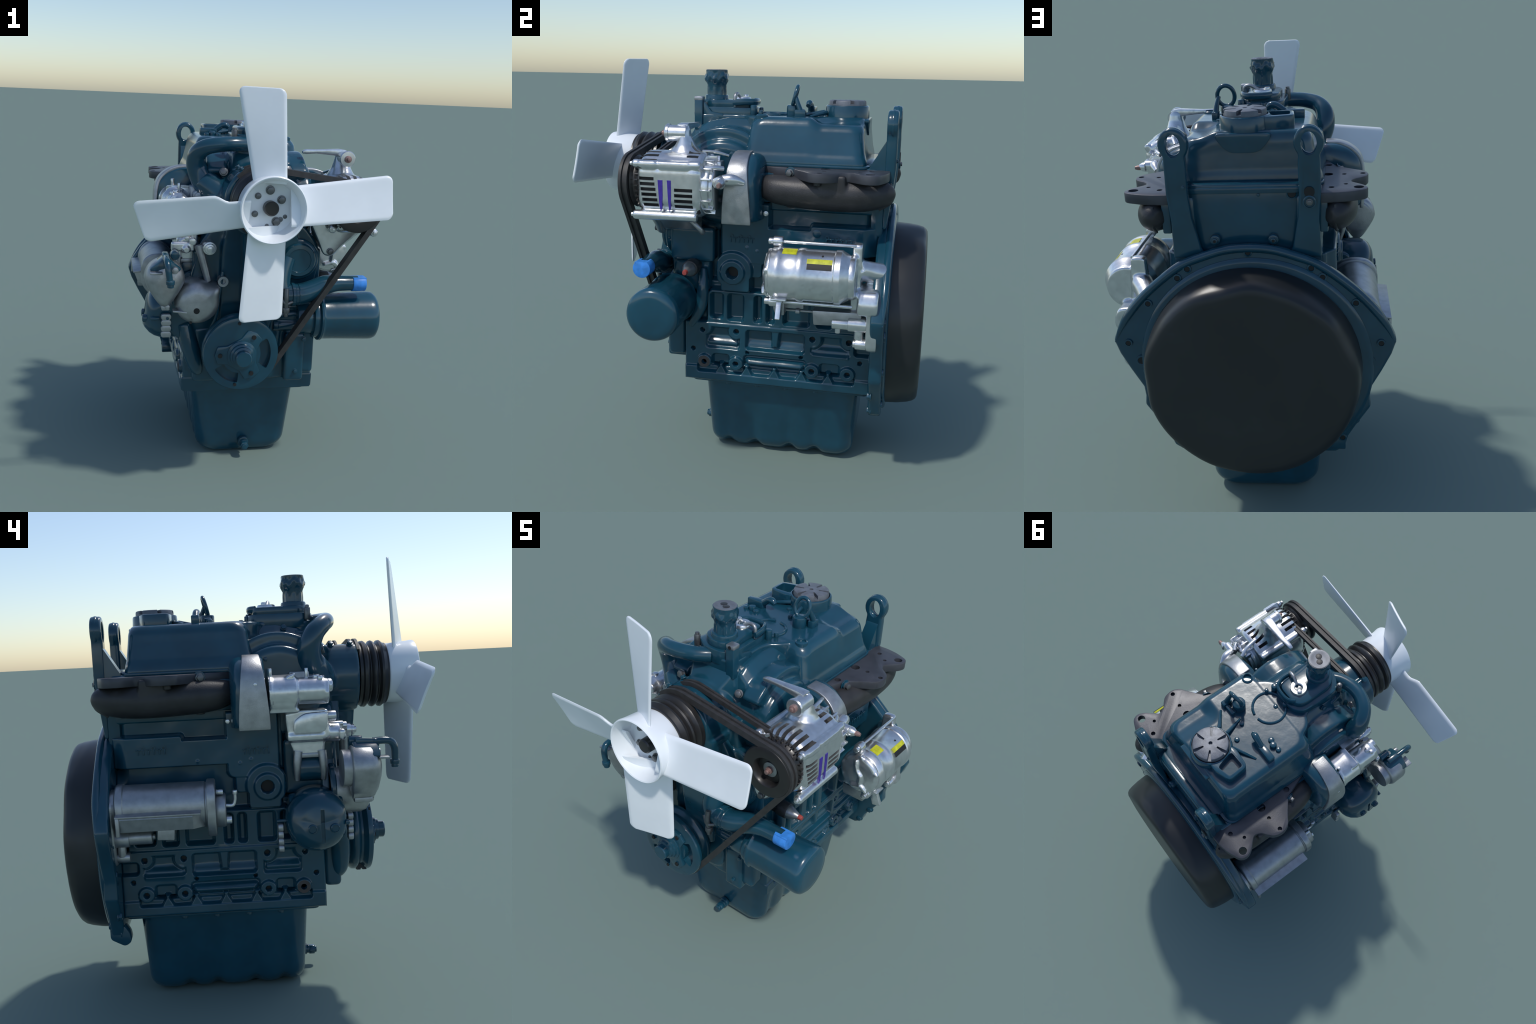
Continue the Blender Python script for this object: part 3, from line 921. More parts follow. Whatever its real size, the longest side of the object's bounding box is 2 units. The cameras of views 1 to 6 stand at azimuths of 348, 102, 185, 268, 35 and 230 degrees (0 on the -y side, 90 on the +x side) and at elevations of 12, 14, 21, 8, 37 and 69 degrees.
def belt_loop(circles, gone, yc, w, th, name):
    """convex belt around pulleys: hull of the circles, ribbed cross section"""
    pts = []
    for cx, cz, r in circles:
        for k in range(90):
            a = 2*math.pi*k/90
            pts.append((cx+r*math.cos(a), cz+r*math.sin(a)))
    pts = sorted(set((round(a, 6), round(b, 6)) for a, b in pts))
    def half(P):
        h = []
        for p in P:
            while len(h) > 1 and (h[-1][0]-h[-2][0])*(p[1]-h[-2][1])-(h[-1][1]-h[-2][1])*(p[0]-h[-2][0]) <= 0:
                h.pop()
            h.append(p)
        return h
    hull = half(pts)[:-1]+half(pts[::-1])[:-1]
    # refine long runs
    path = []
    n = len(hull)
    for i in range(n):
        a, b = Vector(hull[i]), Vector(hull[(i+1) % n])
        m = max(1, int((b-a).length/.02))
        for k in range(m):
            path.append(a.lerp(b, k/m))
    # keep the run that leaves the housing, drop the part inside it
    n = len(path)
    keep = [not gone(p.x, p.y) for p in path]
    st = next(i for i in range(n) if keep[i] and not keep[i-1])
    path = path[st:]+path[:st]
    keep = keep[st:]+keep[:st]
    path = path[:keep.index(False)]
    n = len(path)
    prof = [(-.5, 0), (-.44, 1), (-.16, 1), (-.12, .72), (.12, .72), (.16, 1), (.44, 1), (.5, 0)]
    secs = []
    for i in range(n):
        t = (path[min(i+1, n-1)]-path[max(i-1, 0)]).normalized()
        nx, nz = t.y, -t.x
        secs.append([(path[i].x+nx*th*(v-.5), yc+u*w, path[i].y+nz*th*(v-.5)) for u, v in prof])
    bm = bmesh.new()
    R = [[bm.verts.new(p) for p in s] for s in secs]
    m = len(prof)
    for A, B in zip(R, R[1:]):
        for k in range(m):
            bm.faces.new((A[k], A[(k+1) % m], B[(k+1) % m], B[k]))
    bm.faces.new(R[0][::-1])
    bm.faces.new(R[-1])
    return to_obj(name, bm, RUBBER, angle=50)
ALX, ALZ = .455, 1.438
belt_loop([(HX, HZ, .158), (ALX, ALZ, .118), (-.108, .708, .180)], lambda x, z: x < -.15 and z > .545, -.532, .048, .028, 'drive_belt')
belt_loop([(HX, HZ, .158), (ALX, ALZ, .104)], lambda x, z: x < -.15 or (x < .45 and z < 1.45), -.440, .034, .020, 'drive_belt')

# =====================================================================
#  ALTERNATOR
# =====================================================================
def build_alternator():
    ax, az = .455, 1.435
    par = bpy.data.objects.new('alternator', None)
    COL.objects.link(par)
    par.parent = root
    def sect(y, r, fx=.0):
        pts = []
        for k in range(72):
            a = 2*math.pi*k/72
            c, s = math.cos(a), math.sin(a)
            e = .90
            u = math.copysign(abs(c)**e, c)*r*1.04
            v = math.copysign(abs(s)**e, s)*r*1.04
            u = min(u, r*.955)
            v = max(v, -r*1.0)
            pts.append((ax+u, y, az+v))
        return pts
    prof = [(-.462, .112), (-.459, .128), (-.444, .140), (-.430, .144), (-.20, .144), (-.18, .140), (-.168, .130), (-.164, .114)]
    body = loft([sect(y, r) for y, r in prof])
    rails = [cyl('y', ax+.118, az+.098, .020, -.482, -.168, .006, 20), cyl('y', ax+.118, az-.132, .022, -.485, -.185, .006, 20),
             cyl('y', ax-.11, az+.11, .020, -.482, -.17, .006, 20), cyl('y', ax-.10, az-.115, .022, -.482, -.17, .006, 20),
             box(ax+.10, ax+.143, -.45, -.37, az+.082, az+.112, .005), box(ax+.10, ax+.14, -.36, -.215, az+.080, az+.112, .006)]
    # tensioner ear
    ear = loft([[(ax-.015+.065*math.cos(a)*k, -.280+.075*math.sin(a)*m, z) for a in np.linspace(0, 2*math.pi, 25)[:-1]]
                for k, m, z in ((1.5, 1.5, 1.53), (1.1, 1.0, 1.575), (.8, .62, 1.61), (.62, .36, 1.65), (.52, .30, 1.68), (.3, .2, 1.70))])
    body = fuse(join(body, ear, *rails), .0055, 4)
    slots = []
    # stacked louvre slots on the outer face
    for k in range(6):
        z = 1.470-.0235*k
        slots.append(box(ax+.10, ax+.20, -.452+.004*k, -.380+.004*k, z-.0075, z+.0075, 0))
    for k in range(4):
        z = 1.424-.0245*k
        slots.append(box(ax+.10, ax+.20, -.286, -.202, z-.0075, z+.0075, 0))
    # radial slots over the crown
    for k in range(6):
        a = math.radians(114-13.5*k)
        if k in (0,):
            pass
        c, s = math.cos(a), math.sin(a)
        def slot(y0, y1):
            p = []
            for r, w in ((.10, -.009), (.22, -.009), (.22, .009), (.10, .009)):
                p.append((ax+r*c-w*s, az+r*s+w*c))
            return prism(p, 'y', y0, y1)
        slots.append(slot(-.462, -.375))
        if k < 5:
            slots.append(slot(-.245, -.192))
    body = cut(body, join(*slots))
    b = to_obj('alternator_housing', body, ALU, par, 50)
    core = join(cyl('y', ax, az, .122, -.455, -.172, .003, 48), box(ax-.05, ax+.112, -.452, -.176, az-.118, az+.07, .004))
    to_obj('alternator_rotor', core, DARK, par)
    # slip-ring end: stepped finned cover
    rear = [cyl('y', ax+.005, az-.01, .120, -.17, -.138, .006, 40), cyl('y', ax+.005, az-.01, .108, -.145, -.118, .008, 40)]
    for k in range(9):
        a = math.radians(-70+22*k)
        c, s = math.cos(a), math.sin(a)
        p = []
        for r, w in ((.09, -.004), (.135, -.004), (.135, .004), (.09, .004)):
            p.append((ax+r*c-w*s, az+r*s+w*c))
        rear.append(prism(p, 'y', -.168, -.122, .002))
    to_obj('alternator_end_cover', join(*rear), ALU, par, 40)
    rods = [tube([(.44, -.20, 1.585), (.43, -.14, 1.582), (.41, -.085, 1.565)], .010, 10, 5, flat=.7),
            tube([(.53, -.165, 1.52), (.515, -.12, 1.52), (.49, -.09, 1.515)], .012, 10, 5)]
    rods.append(box(.40, .47, -.15, -.105, 1.50, 1.545, .01))
    to_obj('alternator_strap', join(*rods), ALU, par)
    # output terminal
    tm = join(cyl('x', -.092, 1.462, .026, .50, .575, .006, 24),
              tube([(.515, -.085, 1.468), (.51, -.04, 1.470), (.49, .005, 1.455)], [.024, .026, .014], 16, 6))
    to_obj('terminal_base', tm, ALU, par)
    to_obj('terminal_post', lathe([(.024, .57), (.022, .585), (.013, .600), (0, .600)], 'x', -.082, 1.458, 24), ALU, par)
    to_obj('terminal_stud', lathe([(.012, .592), (.012, .608), (.008, .622), (0, .622)], 'x', -.077, 1.455, 18), COPPER, par)
    # pulley: thick black ring with dished centre
    pul = lathe([(.05, -0.4580), (.112, -0.4610), (.118, -0.4690), (.108, -0.4830), (.108, -0.4910), (.120, -0.5030), (.116, -0.5130), (.112, -0.5210), (.112, -0.5280), (.122, -0.5390),
                 (.124, -0.5490), (.120, -0.5570), (.108, -0.5610), (.072, -0.5590), (.066, -0.5530), (.062, -0.5230), (.0, -0.5210)], 'y', ALX, ALZ, 64)
    to_obj('alternator_pulley', pul, PULLEY, par)
    to_obj('pulley_washer', cyl('y', ALX, ALZ, .036, -0.5200, -0.5300, .003, 28), ALUD, par)
    to_obj('pulley_nut', join(cyl('y', ALX, ALZ, .017, -0.5280, -0.5430, .003, 16), cyl('y', ALX, ALZ, .011, -0.5380, -0.5580, .003, 16)), COPPER, par)
    fanr = []
    for k in range(30):
        a = 2*math.pi*k/30
        c, s = math.cos(a), math.sin(a)
        p = []
        for r, w in ((.09, -.003), (.126, -.003), (.126, .003), (.09, .003)):
            p.append((ax+r*c-w*s, az+r*s+w*c))
        fanr.append(prism(p, 'y', -.478, -.462))
    o = to_obj('cooling_fin', join(*fanr), PULLEY, par)
    o['kind'] = 'stuff'
    # tension bolt and lever
    to_obj('tension_bush', lathe([(.036, -.27), (.036, -.350), (.041, -.352), (.042, -.362), (.038, -.368), (.02, -.369), (0, -.369)], 'y', .446, 1.662, 32), ALU, par)
    to_obj('tension_nut', join(cyl('y', .446, 1.662, .018, -.366, -.380, .003, 18), cyl('y', .446, 1.662, .010, -.378, -.390, .003, 14)), COPPER, par)
    lev = loft([[(x, y0, z-h), (x, y1, z-h), (x, y1, z+h), (x, y0, z+h)] for x, y0, y1, z, h in
                ((.455, -.315, -.265, 1.680, .024), (.42, -.312, -.268, 1.690, .018), (.30, -.300, -.270, 1.692, .010), (.245, -.300, -.275, 1.690, .012), (.225, -.298, -.278, 1.688, .008))])
    bevel(lev, .005)
    to_obj('tension_lever', lev, ALU, par)
    # mounting bracket under the alternator
    br = prism(rounded([(.235, 1.37), (.30, 1.24), (.325, 1.175), (.375, 1.172), (.42, 1.225), (.53, 1.31), (.53, 1.37), (.45, 1.40)], .03), 'y', -.445, -.415, .006)
    br2 = prism(rounded([(.30, 1.30), (.33, 1.19), (.38, 1.20), (.50, 1.30)], .02), 'y', -.42, -.24, .006)
    to_obj('alternator_bracket', fuse(join(br, br2), .005, 3), ALU, par, 60)
    bolt(BOLT_G, (.357, -.446, 1.200), (0, -1, 0), .018, par)
    bolt(BOLT_G, (.345, -.447, 1.335), (0, -1, 0), .020, par)
    for x, z in ((ax+.118, az+.098), (ax+.118, az-.132), (ax-.11, az+.11), (ax-.10, az-.115)):
        bolt(BOLT_A, (x, -.484, z), (0, -1, 0), .012, par)
    to_obj('heater_pipe', tube([(.45, -.30, 1.30), (.485, -.24, 1.27), (.49, -.20, 1.235), (.46, -.195, 1.212), (.41, -.21, 1.205)], .012, 14, 7), ALUD, par)
    # purple paint strokes
    for y, w in ((-.350, .011), (-.309, .009)):
        m = prism([(y-w, 1.466), (y+w, 1.466), (y+w, 1.39), (y+w*.7, 1.34), (y+w*.1, 1.326), (y-w*.5, 1.37)], 'x', ax+.130, ax+.1395)
        to_obj('paint_stroke', m, PURPLE, par)
build_alternator()

# =====================================================================
#  SIDE HOODS (silver band over a blue body), one per flank
# =====================================================================
def build_hood(s):
    def X(x):
        return CX+s*x
    prof = [(.26, 1.268), (.491, 1.268), (.500, 1.36), (.498, 1.45), (.480, 1.512), (.435, 1.555), (.38, 1.578), (.33, 1.582), (.26, 1.565)]
    prof = prof[:1]+rounded(prof, .03, 4)[5:]
    secs = []
    for y, k in ((-.085, .93), (-.078, .97), (.020, .985), (.040, .95), (.055, .86), (.066, .70)):
        secs.append([(X(.20+(u-.20)*k), y, 1.27+(v-1.268)*(.55+.45*k)*.985) for u, v in prof])
    body = loft(secs)
    h = to_obj('side_hood', body, PAINT, angle=40)
    # silver band following the outer profile, narrower at the crown
    path = [(.491, 1.262), (.500, 1.36), (.498, 1.45), (.480, 1.512), (.435, 1.555), (.38, 1.576), (.32, 1.580)]
    P = catmull([(u, 0, v) for u, v in path], 6)
    bm = bmesh.new()
    R = []
    for i, p in enumerate(P):
        k = max(0, (p.z-1.262)/.33)
        ya = -.100+.034*k**1.5
        yb = .036-.030*k**1.5
        t = (P[min(i+1, len(P)-1)]-P[max(i-1, 0)]).normalized()
        n = Vector((t.z, 0, -t.x))
        q0 = p+n*.004
        q1 = p-n*.014
        R.append([bm.verts.new((X(q.x), y, q.z)) for q, y in ((q0, ya), (q0, yb), (q1, yb), (q1, ya))])
    for A, B in zip(R, R[1:]):
        for k in range(4):
            bm.faces.new((A[k], A[(k+1) % 4], B[(k+1) % 4], B[k]))
    bm.faces.new(R[0])
    bm.faces.new(R[-1][::-1])
    bmesh.ops.recalc_face_normals(bm, faces=bm.faces[:])
    bevel(bm, .004, 2, 50)
    to_obj('hood_band', bm, ALUD, h, 50)
    bolt(BOLT_A, (X(.492), -.042, 1.457), (s, 0, .05), .010, h)
    bolt(BOLT_A, (X(.362), .080, 1.297), (s, .2, 0), .012, h)
build_hood(1)
build_hood(-1)

# =====================================================================
#  EXHAUST MANIFOLDS
# =====================================================================
def build_manifold(s):
    def X(x):
        return CX+s*x
    def pt(x, y, z):
        return (X(x), y, z)
    # fat log
    log = tube([pt(.33, .05, 1.425), pt(.352, .085, 1.422), pt(.375, .16, 1.414), pt(.385, .30, 1.408), pt(.385, .46, 1.406), pt(.38, .56, 1.412), pt(.365, .622, 1.418), pt(.34, .645, 1.42)],
               [.035, .058, .070, .075, .076, .072, .058, .03], 32, 8)
    legs = [tube([pt(.26, y, 1.42), pt(.36, y, 1.42)], [.06, .06], 20, 4) for y in (.13, .34, .55)]
    tower = prism([(X(.33), .33), (X(.455), .335), (X(.46), .455), (X(.33), .46)], 'z', 1.40, 1.50, .01)
    web = prism([(X(.27), .10), (X(.36), .12), (X(.36), .60), (X(.27), .62)], 'z', 1.36, 1.47, .02)
    bm = fuse(join(*(legs+[log, tower, web])), .006, 5)
    man = to_obj('exhaust_manifold', bm, IRON, angle=75)
    to_obj('manifold_boss', join(*[cyl('z', X(.372), y, .022, 1.335, 1.36, .006, 18) for y in (.20, .53)]), IRON, man)
    seam = tube([pt(.372, .60, 1.345), pt(.368, .652, 1.38), pt(.368, .660, 1.42), pt(.368, .645, 1.465)], .007, 8, 5)
    to_obj('manifold_seam', seam, IRON, man)
    # drilled plate
    o = [(.25, .045), (.315, .048), (.345, .13), (.372, .20), (.455, .268), (.492, .292), (.510, .335), (.500, .385), (.472, .412), (.445, .43), (.430, .465), (.450, .49),
         (.485, .525), (.502, .565), (.488, .600), (.420, .628), (.36, .640), (.25, .640)]
    pl = prism([(X(a), b) for a, b in rounded(o, .022, 4)], 'z', 1.470, 1.513, .005)
    holes = []
    for x, y, r in ((.462, .562, .021), (.352, .560, .012), (.410, .514, .009), (.334, .350, .023), (.404, .352, .010), (.484, .342, .012), (.335, .185, .016)):
        holes.append(cyl('z', X(x), y, r, 1.494 if r < .02 else 1.40, 1.6, 0, 24))
    pl = cut(pl, join(*holes))
    to_obj('mounting_plate', pl, PLATE, man)
    bolt(BOLT_P, pt(.372, .196, 1.494), (s, -.25, 0), .028, man, .45)
    bolt(BOLT_G, pt(.380, .194, 1.494), (s, -.25, 0), .019, man, 1.2)
    to_obj('manifold_gasket', box(min(X(.30), X(.338)), max(X(.30), X(.338)), .06, .63, 1.345, 1.485, .008), PAINT, man)
    to_obj('plate_stud', cyl('z', X(.46), .33, .017, 1.452, 1.475, .004, 16), IRON, man)
build_manifold(1)
build_manifold(-1)

# =====================================================================
#  REAR END: wall, lifting arms, bell plate, flywheel
# =====================================================================
def build_rear():
    wall = loft([[(-.24, y, 1.545), (.215, y, 1.545), (.225, y, 1.42), (.27, y, 1.18), (-.29, y, 1.18), (-.245, y, 1.42)] for y in (.57, .609)])
    bevel(wall, .008)
    w = to_obj('rear_wall', wall, PAINT)
    to_obj('cover_shelf', box(-.25, .225, .50, .616, 1.505, 1.534, .008), PAINT, w)
    for x, z in ((.115, 1.315), (-.125, 1.315)):
        to_obj('washer', cyl('y', x, z, .022, .605, .631, .005, 20), PAINT, w)
        bolt(BOLT_P, (x, .628, z), (0, 1, 0), .015, w)
        hole((x, .6435, z), (0, 1, 0), .006, parent=w)
    bolt(BOLT_P, (-.07, .608, 1.50), (0, 1, 0), .008, w)
    to_obj('bolt_hole', lathe([(.024, .58), (.024, .612), (.018, .614), (.016, .6105), (0, .6105)], 'y', -.205, 1.503, 24), PAINT, w)
    hole((-.205, .6115, 1.503), (0, 1, 0), .016, parent=w)
    # lifting arms: eye, neck, gusset, leg flowing into the block
    for s in (1, -1):
        cx = .250 if s > 0 else -.279
        def U(u):
            return cx+s*u
        outer = [(.0, 1.782)]+[(.059*math.cos(math.radians(a)), 1.718+.064*math.sin(math.radians(a))) for a in range(75, -50, -15)]
        leg = outer[1:]+[(.043, 1.64), (.044, 1.52), (.036, 1.40), (.042, 1.24), (-.10, 1.24), (-.075, 1.29), (-.050, 1.42), (-.043, 1.52), (-.045, 1.63)]
        left = [(.059*math.cos(math.radians(a)), 1.718+.064*math.sin(math.radians(a))) for a in range(225, 100, -15)]
        poly = [(U(u), v) for u, v in leg+left+[(0, 1.782)]]
        bm = prism(poly, 'y', .615, .664, .010, 3)
        eye = prism([(U(.031*math.cos(a)), 1.714+.046*math.sin(a)) for a in np.linspace(0, 2*math.pi, 33)[:-1]], 'y', .5, .8)
        bm = cut(bm, eye)
        for v in bm.verts:                      # the leg leans in towards its foot
            if v.co.z < 1.48 and v.co.y > .63:
                v.co.y -= .030*min(1, (1.48-v.co.z)/.24)
        arm = to_obj('lifting_eye', bm, PAINT, angle=45)
        tor = tube([(U(.045*math.cos(a)), .642, 1.716+.054*math.sin(a)) for a in np.linspace(0, 2*math.pi, 37)], .0145, 14, 2, cap=False)
        to_obj('eye_rim', tor, PAINT, arm)
        gus = loft([[(U(-.035), .63, 1.665), (U(.030), .63, 1.665), (U(.030), .635, 1.66), (U(-.035), .635, 1.66)],
                    [(U(-.038), .545, 1.525), (U(.036), .545, 1.525), (U(.036), .64, 1.525), (U(-.038), .64, 1.525)],
                    [(U(-.038), .545, 1.50), (U(.036), .545, 1.50), (U(.036), .64, 1.50), (U(-.038), .64, 1.50)]])
        to_obj('gusset', gus, PAINT, arm)
        low = box(min(U(-.06), U(.045)), max(U(-.06), U(.045)), .56, .622, 1.20, 1.50, .02)
        to_obj('arm_root', low, PAINT, arm)
        if s < 0:
            hole((-.277, .666, 1.524), (0, 1, 0), .021, parent=arm)
            to_obj('bolt_hole', lathe([(.027, .655), (.027, .668), (.022, .670), (.021, .664), (0, .664)], 'y', -.277, 1.483, 24), PAINT, arm)
            bolt(BOLT_G, (-.277, .664, 1.483), (0, 1, 0), .014, arm)
        else:
            bolt(BOLT_P, (cx-.03, .662, 1.55), (0, 1, 0), .010, arm)
    # bell plate, symmetric about x=-.022
    bx = -.022
    half = [(.0, 1.300), (.10, 1.292), (.20, 1.262), (.285, 1.228), (.37, 1.168), (.46, 1.090), (.535, 1.005), (.580, .935), (.606, .875), (.585, .81), (.545, .73), (.498, .645),
            (.494, .60), (.500, .555), (.470, .51), (.43, .45), (.40, .40), (.385, .345), (.345, .318), (.30, .318), (.24, .33)]
    poly = [(bx+u, v) for u, v in half]+[(bx-u, v) for u, v in half[::-1]][:-1]
    pl = prism(poly, 'y', .600, .662, .014, 3)
    bell = to_obj('bell_plate', pl, PAINT, angle=45)
    # rounded cast rim running along the upper edge
    rim = [(bx+u*.985, .655, v-.010) for u, v in half[8:0:-1]]+[(bx-u*.985, .655, v-.010) for u, v in half[:9]]
    nr = len(rim)
    to_obj('bell_rim', tube(rim, [.019*min(1, .3+.7*min(i, nr-1-i)/2) for i in range(nr)], 14, 4), PAINT, bell)
    # raised inner land around the flywheel
    land = lathe([(.46, .63), (.500, .645), (.500, .666), (.494, .673), (.480, .677), (.44, .677)], 'y', -.032, .752, 96)
    to_obj('bell_land', land, PAINT, bell)
    for u, v in ((.0, 1.275), (.30, 1.165), (.435, 1.05), (.54, .865), (.465, .60), (.375, .40), (.49, .78), (.255, 1.205)):
        for s in ((1, -1) if u > 0 else (1,)):
            big = u in (.49,)
            x = bx+s*u
            to_obj('bolt_boss', lathe([(.020 if not big else .028, .655), (.018 if not big else .026, .668), (.012 if not big else .018, .669), (.011, .664), (0, .664)], 'y', x, v, 24), PAINT, bell)
            hole((x, .667, v), (0, 1, 0), .0105 if not big else .016, parent=bell)
    # front side nuts of the plate
    for u, v in ((.50, .80), (.43, .46), (.37, .36), (.47, .66)):
        for s in (1, -1):
            bolt(BOLT_P, (bx+s*u, .617, v), (0, -1, 0), .022, bell)
    foot = prism(rounded([(.60, .40), (.665, .40), (.665, .335), (.60, .30), (.57, .32), (.575, .36)], .015), 'x', -.41, -.34, .008)
    to_obj('plate_foot', foot, PAINT, bell)
    # flywheel cover, slightly wavy moulded rim
    fz = .751
    S = []
    n = 160
    for r, y, wv in ((.30, .65, 0), (.468, .66, 0), (.468, .69, 0), (.464, .74, .2), (.456, .785, .6), (.447, .812, 1), (.437, .826, 1), (.424, .833, 1), (.400, .8355, .7), (.30, .836, .2), (.12, .836, 0), (.01, .836, 0)):
        ring = []
        for i in range(n):
            a = 2*math.pi*i/n
            k = 1-wv*(.010*math.cos(9*a+.6)+.006*math.cos(5*a)+.004*math.cos(14*a))*(1 if math.sin(a) > -.3 else .25)
            rr = max(.002, r-.005)*k
            ring.append((-.021+rr*math.cos(a), y-.004, fz+rr*math.sin(a)))
        S.append(ring)
    fw = to_obj('flywheel_cover', loft(S), COVER, angle=70)
build_rear()

# =====================================================================
#  STARTER MOTORS
# =====================================================================
def build_starter_right():
    cx, cz = .535, 1.065
    par = bpy.data.objects.new('starter_motor', None)
    COL.objects.link(par)
    par.parent = root
    body = lathe([(.10, .150), (.112, .152), (.117, .158), (.118, .175), (.121, .180), (.121, .196), (.118, .202), (.117, .270), (.121, .276), (.121, .300), (.117, .306), (.117, .435),
                  (.121, .440), (.121, .465), (.117, .470), (.10, .50), (.09, .51)], 'y', cx, cz, 64)
    to_obj('motor_body', body, ALU, par)
    endc = [lathe([(0, .126), (.06, .126), (.095, .132), (.106, .142), (.110, .156)], 'y', cx, cz, 48)]
    for k in range(5):
        a = math.radians(70*k+20)
        endc.append(cyl('y', cx+.098*math.cos(a), cz+.098*math.sin(a), .015, .132, .160, .006, 16))
    endc.append(tube([(cx-.02, .126, cz+.085), (cx-.005, .120, cz+.03), (cx+.02, .120, cz+.0), (cx+.02, .122, cz-.05), (cx+.05, .124, cz-.08)], [.008, .009, .010, .009, .008], 12, 6))
    endc.append(tube([(cx-.03, .122, cz-.07), (cx+.03, .120, cz-.055), (cx+.06, .124, cz-.085)], [.010, .010, .009], 12, 6))
    to_obj('motor_end_cap', fuse(join(*endc), .005, 3), ALU, par, 60)
    # drive-end bracket
    nose = [prism(rounded([(.44, 1.21), (.505, 1.213), (.52, 1.0), (.52, .91), (.48, .87), (.43, .93)], .02), 'y', .505, .548, .008),
            cyl('y', cx, cz, .098, .49, .53, .01, 48),
            tube([(.47, .53, 1.09), (.44, .58, 1.075), (.41, .64, 1.06)], [.05, .048, .05], 20, 5),
            prism(rounded([(.42, 1.02), (.56, 1.01), (.585, .95), (.57, .90), (.42, .90)], .025), 'y', .54, .632, .012),
            prism(rounded([(.42, .95), (.56, .95), (.56, .745), (.52, .72), (.44, .73)], .02), 'y', .582, .632, .010)]
    to_obj('drive_bracket', fuse(join(*nose), .006, 4), ALU, par, 60)
    # solenoid underneath
    sol = [cyl('y', .515, .848, .036, .50, .585, .006, 28), cyl('y', .515, .846, .028, .428, .52, .005, 28), cyl('y', .515, .846, .012, .414, .43, .003, 14),
           cyl('y', .52, .757, .026, .535, .60, .006, 24), cyl('y', .52, .757, .018, .525, .54, .004, 18), cyl('z', .515, .455, .014, .80, .83, .003, 14), cyl('z', .515, .55, .022, .78, .84, .003, 18)]
    to_obj('solenoid', join(*sol), ALU, par)
    sh = [prism([(.338, .900), (.56, .905), (.56, .85), (.42, .835), (.345, .832)], 'x', .44, .53, .005), box(.44, .54, .21, .30, .905, .945, .006),
          prism([(.16, .95), (.215, .945), (.215, .875), (.175, .875), (.165, .90)], 'x', .44, .56, .005)]
    to_obj('starter_shield', join(*sh), ALUD, par)
    to_obj('shield_pin', join(cyl('y', .50, .885, .006, .21, .345, .001, 10), box(.53, .56, .265, .285, .89, .905, .003)), ALUD, par)
    # through bolts
    for x, z in ((.503, 1.203), (.580, .946)):
        rod = [cyl('y', x, z, .008, .15, .52, .001, 12), cyl('y', x, z, .024, .150, .195, .005, 18), cyl('y', x, z, .016, .128, .155, .004, 14)]
        to_obj('through_bolt', join(*rod), ALU, par)
    to_obj('starter_tab', prism(rounded([(.60, .975), (.615, .975), (.655, .885), (.61, .875), (.59, .93)], .006), 'y', .19, .212, .004), ALU, par)
    to_obj('tab_flange', box(.55, .64, .165, .235, .965, .975, .004), ALU, par)
    # labels: thin curved strips lying on the body
    def strip(a0, a1, y0, y1, mat, r=.1178):
        prof = arc(cx, cz, r+.001, a0, a1, 8)+arc(cx, cz, r-.006, a1, a0, 8)
        to_obj('label', prism(prof, 'y', y0, y1), mat, par)
    strip(62, 86, .205, .268, YELLOW)
    strip(40, 52, .320, .430, YELLOW)
    strip(27, 40, .322, .430, DARK)
    hole((cx+.1172*math.cos(math.radians(62)), .385, cz+.1172*math.sin(math.radians(62))), (math.cos(math.radians(62)), 0, math.sin(math.radians(62))), .005, parent=par)
build_starter_right()

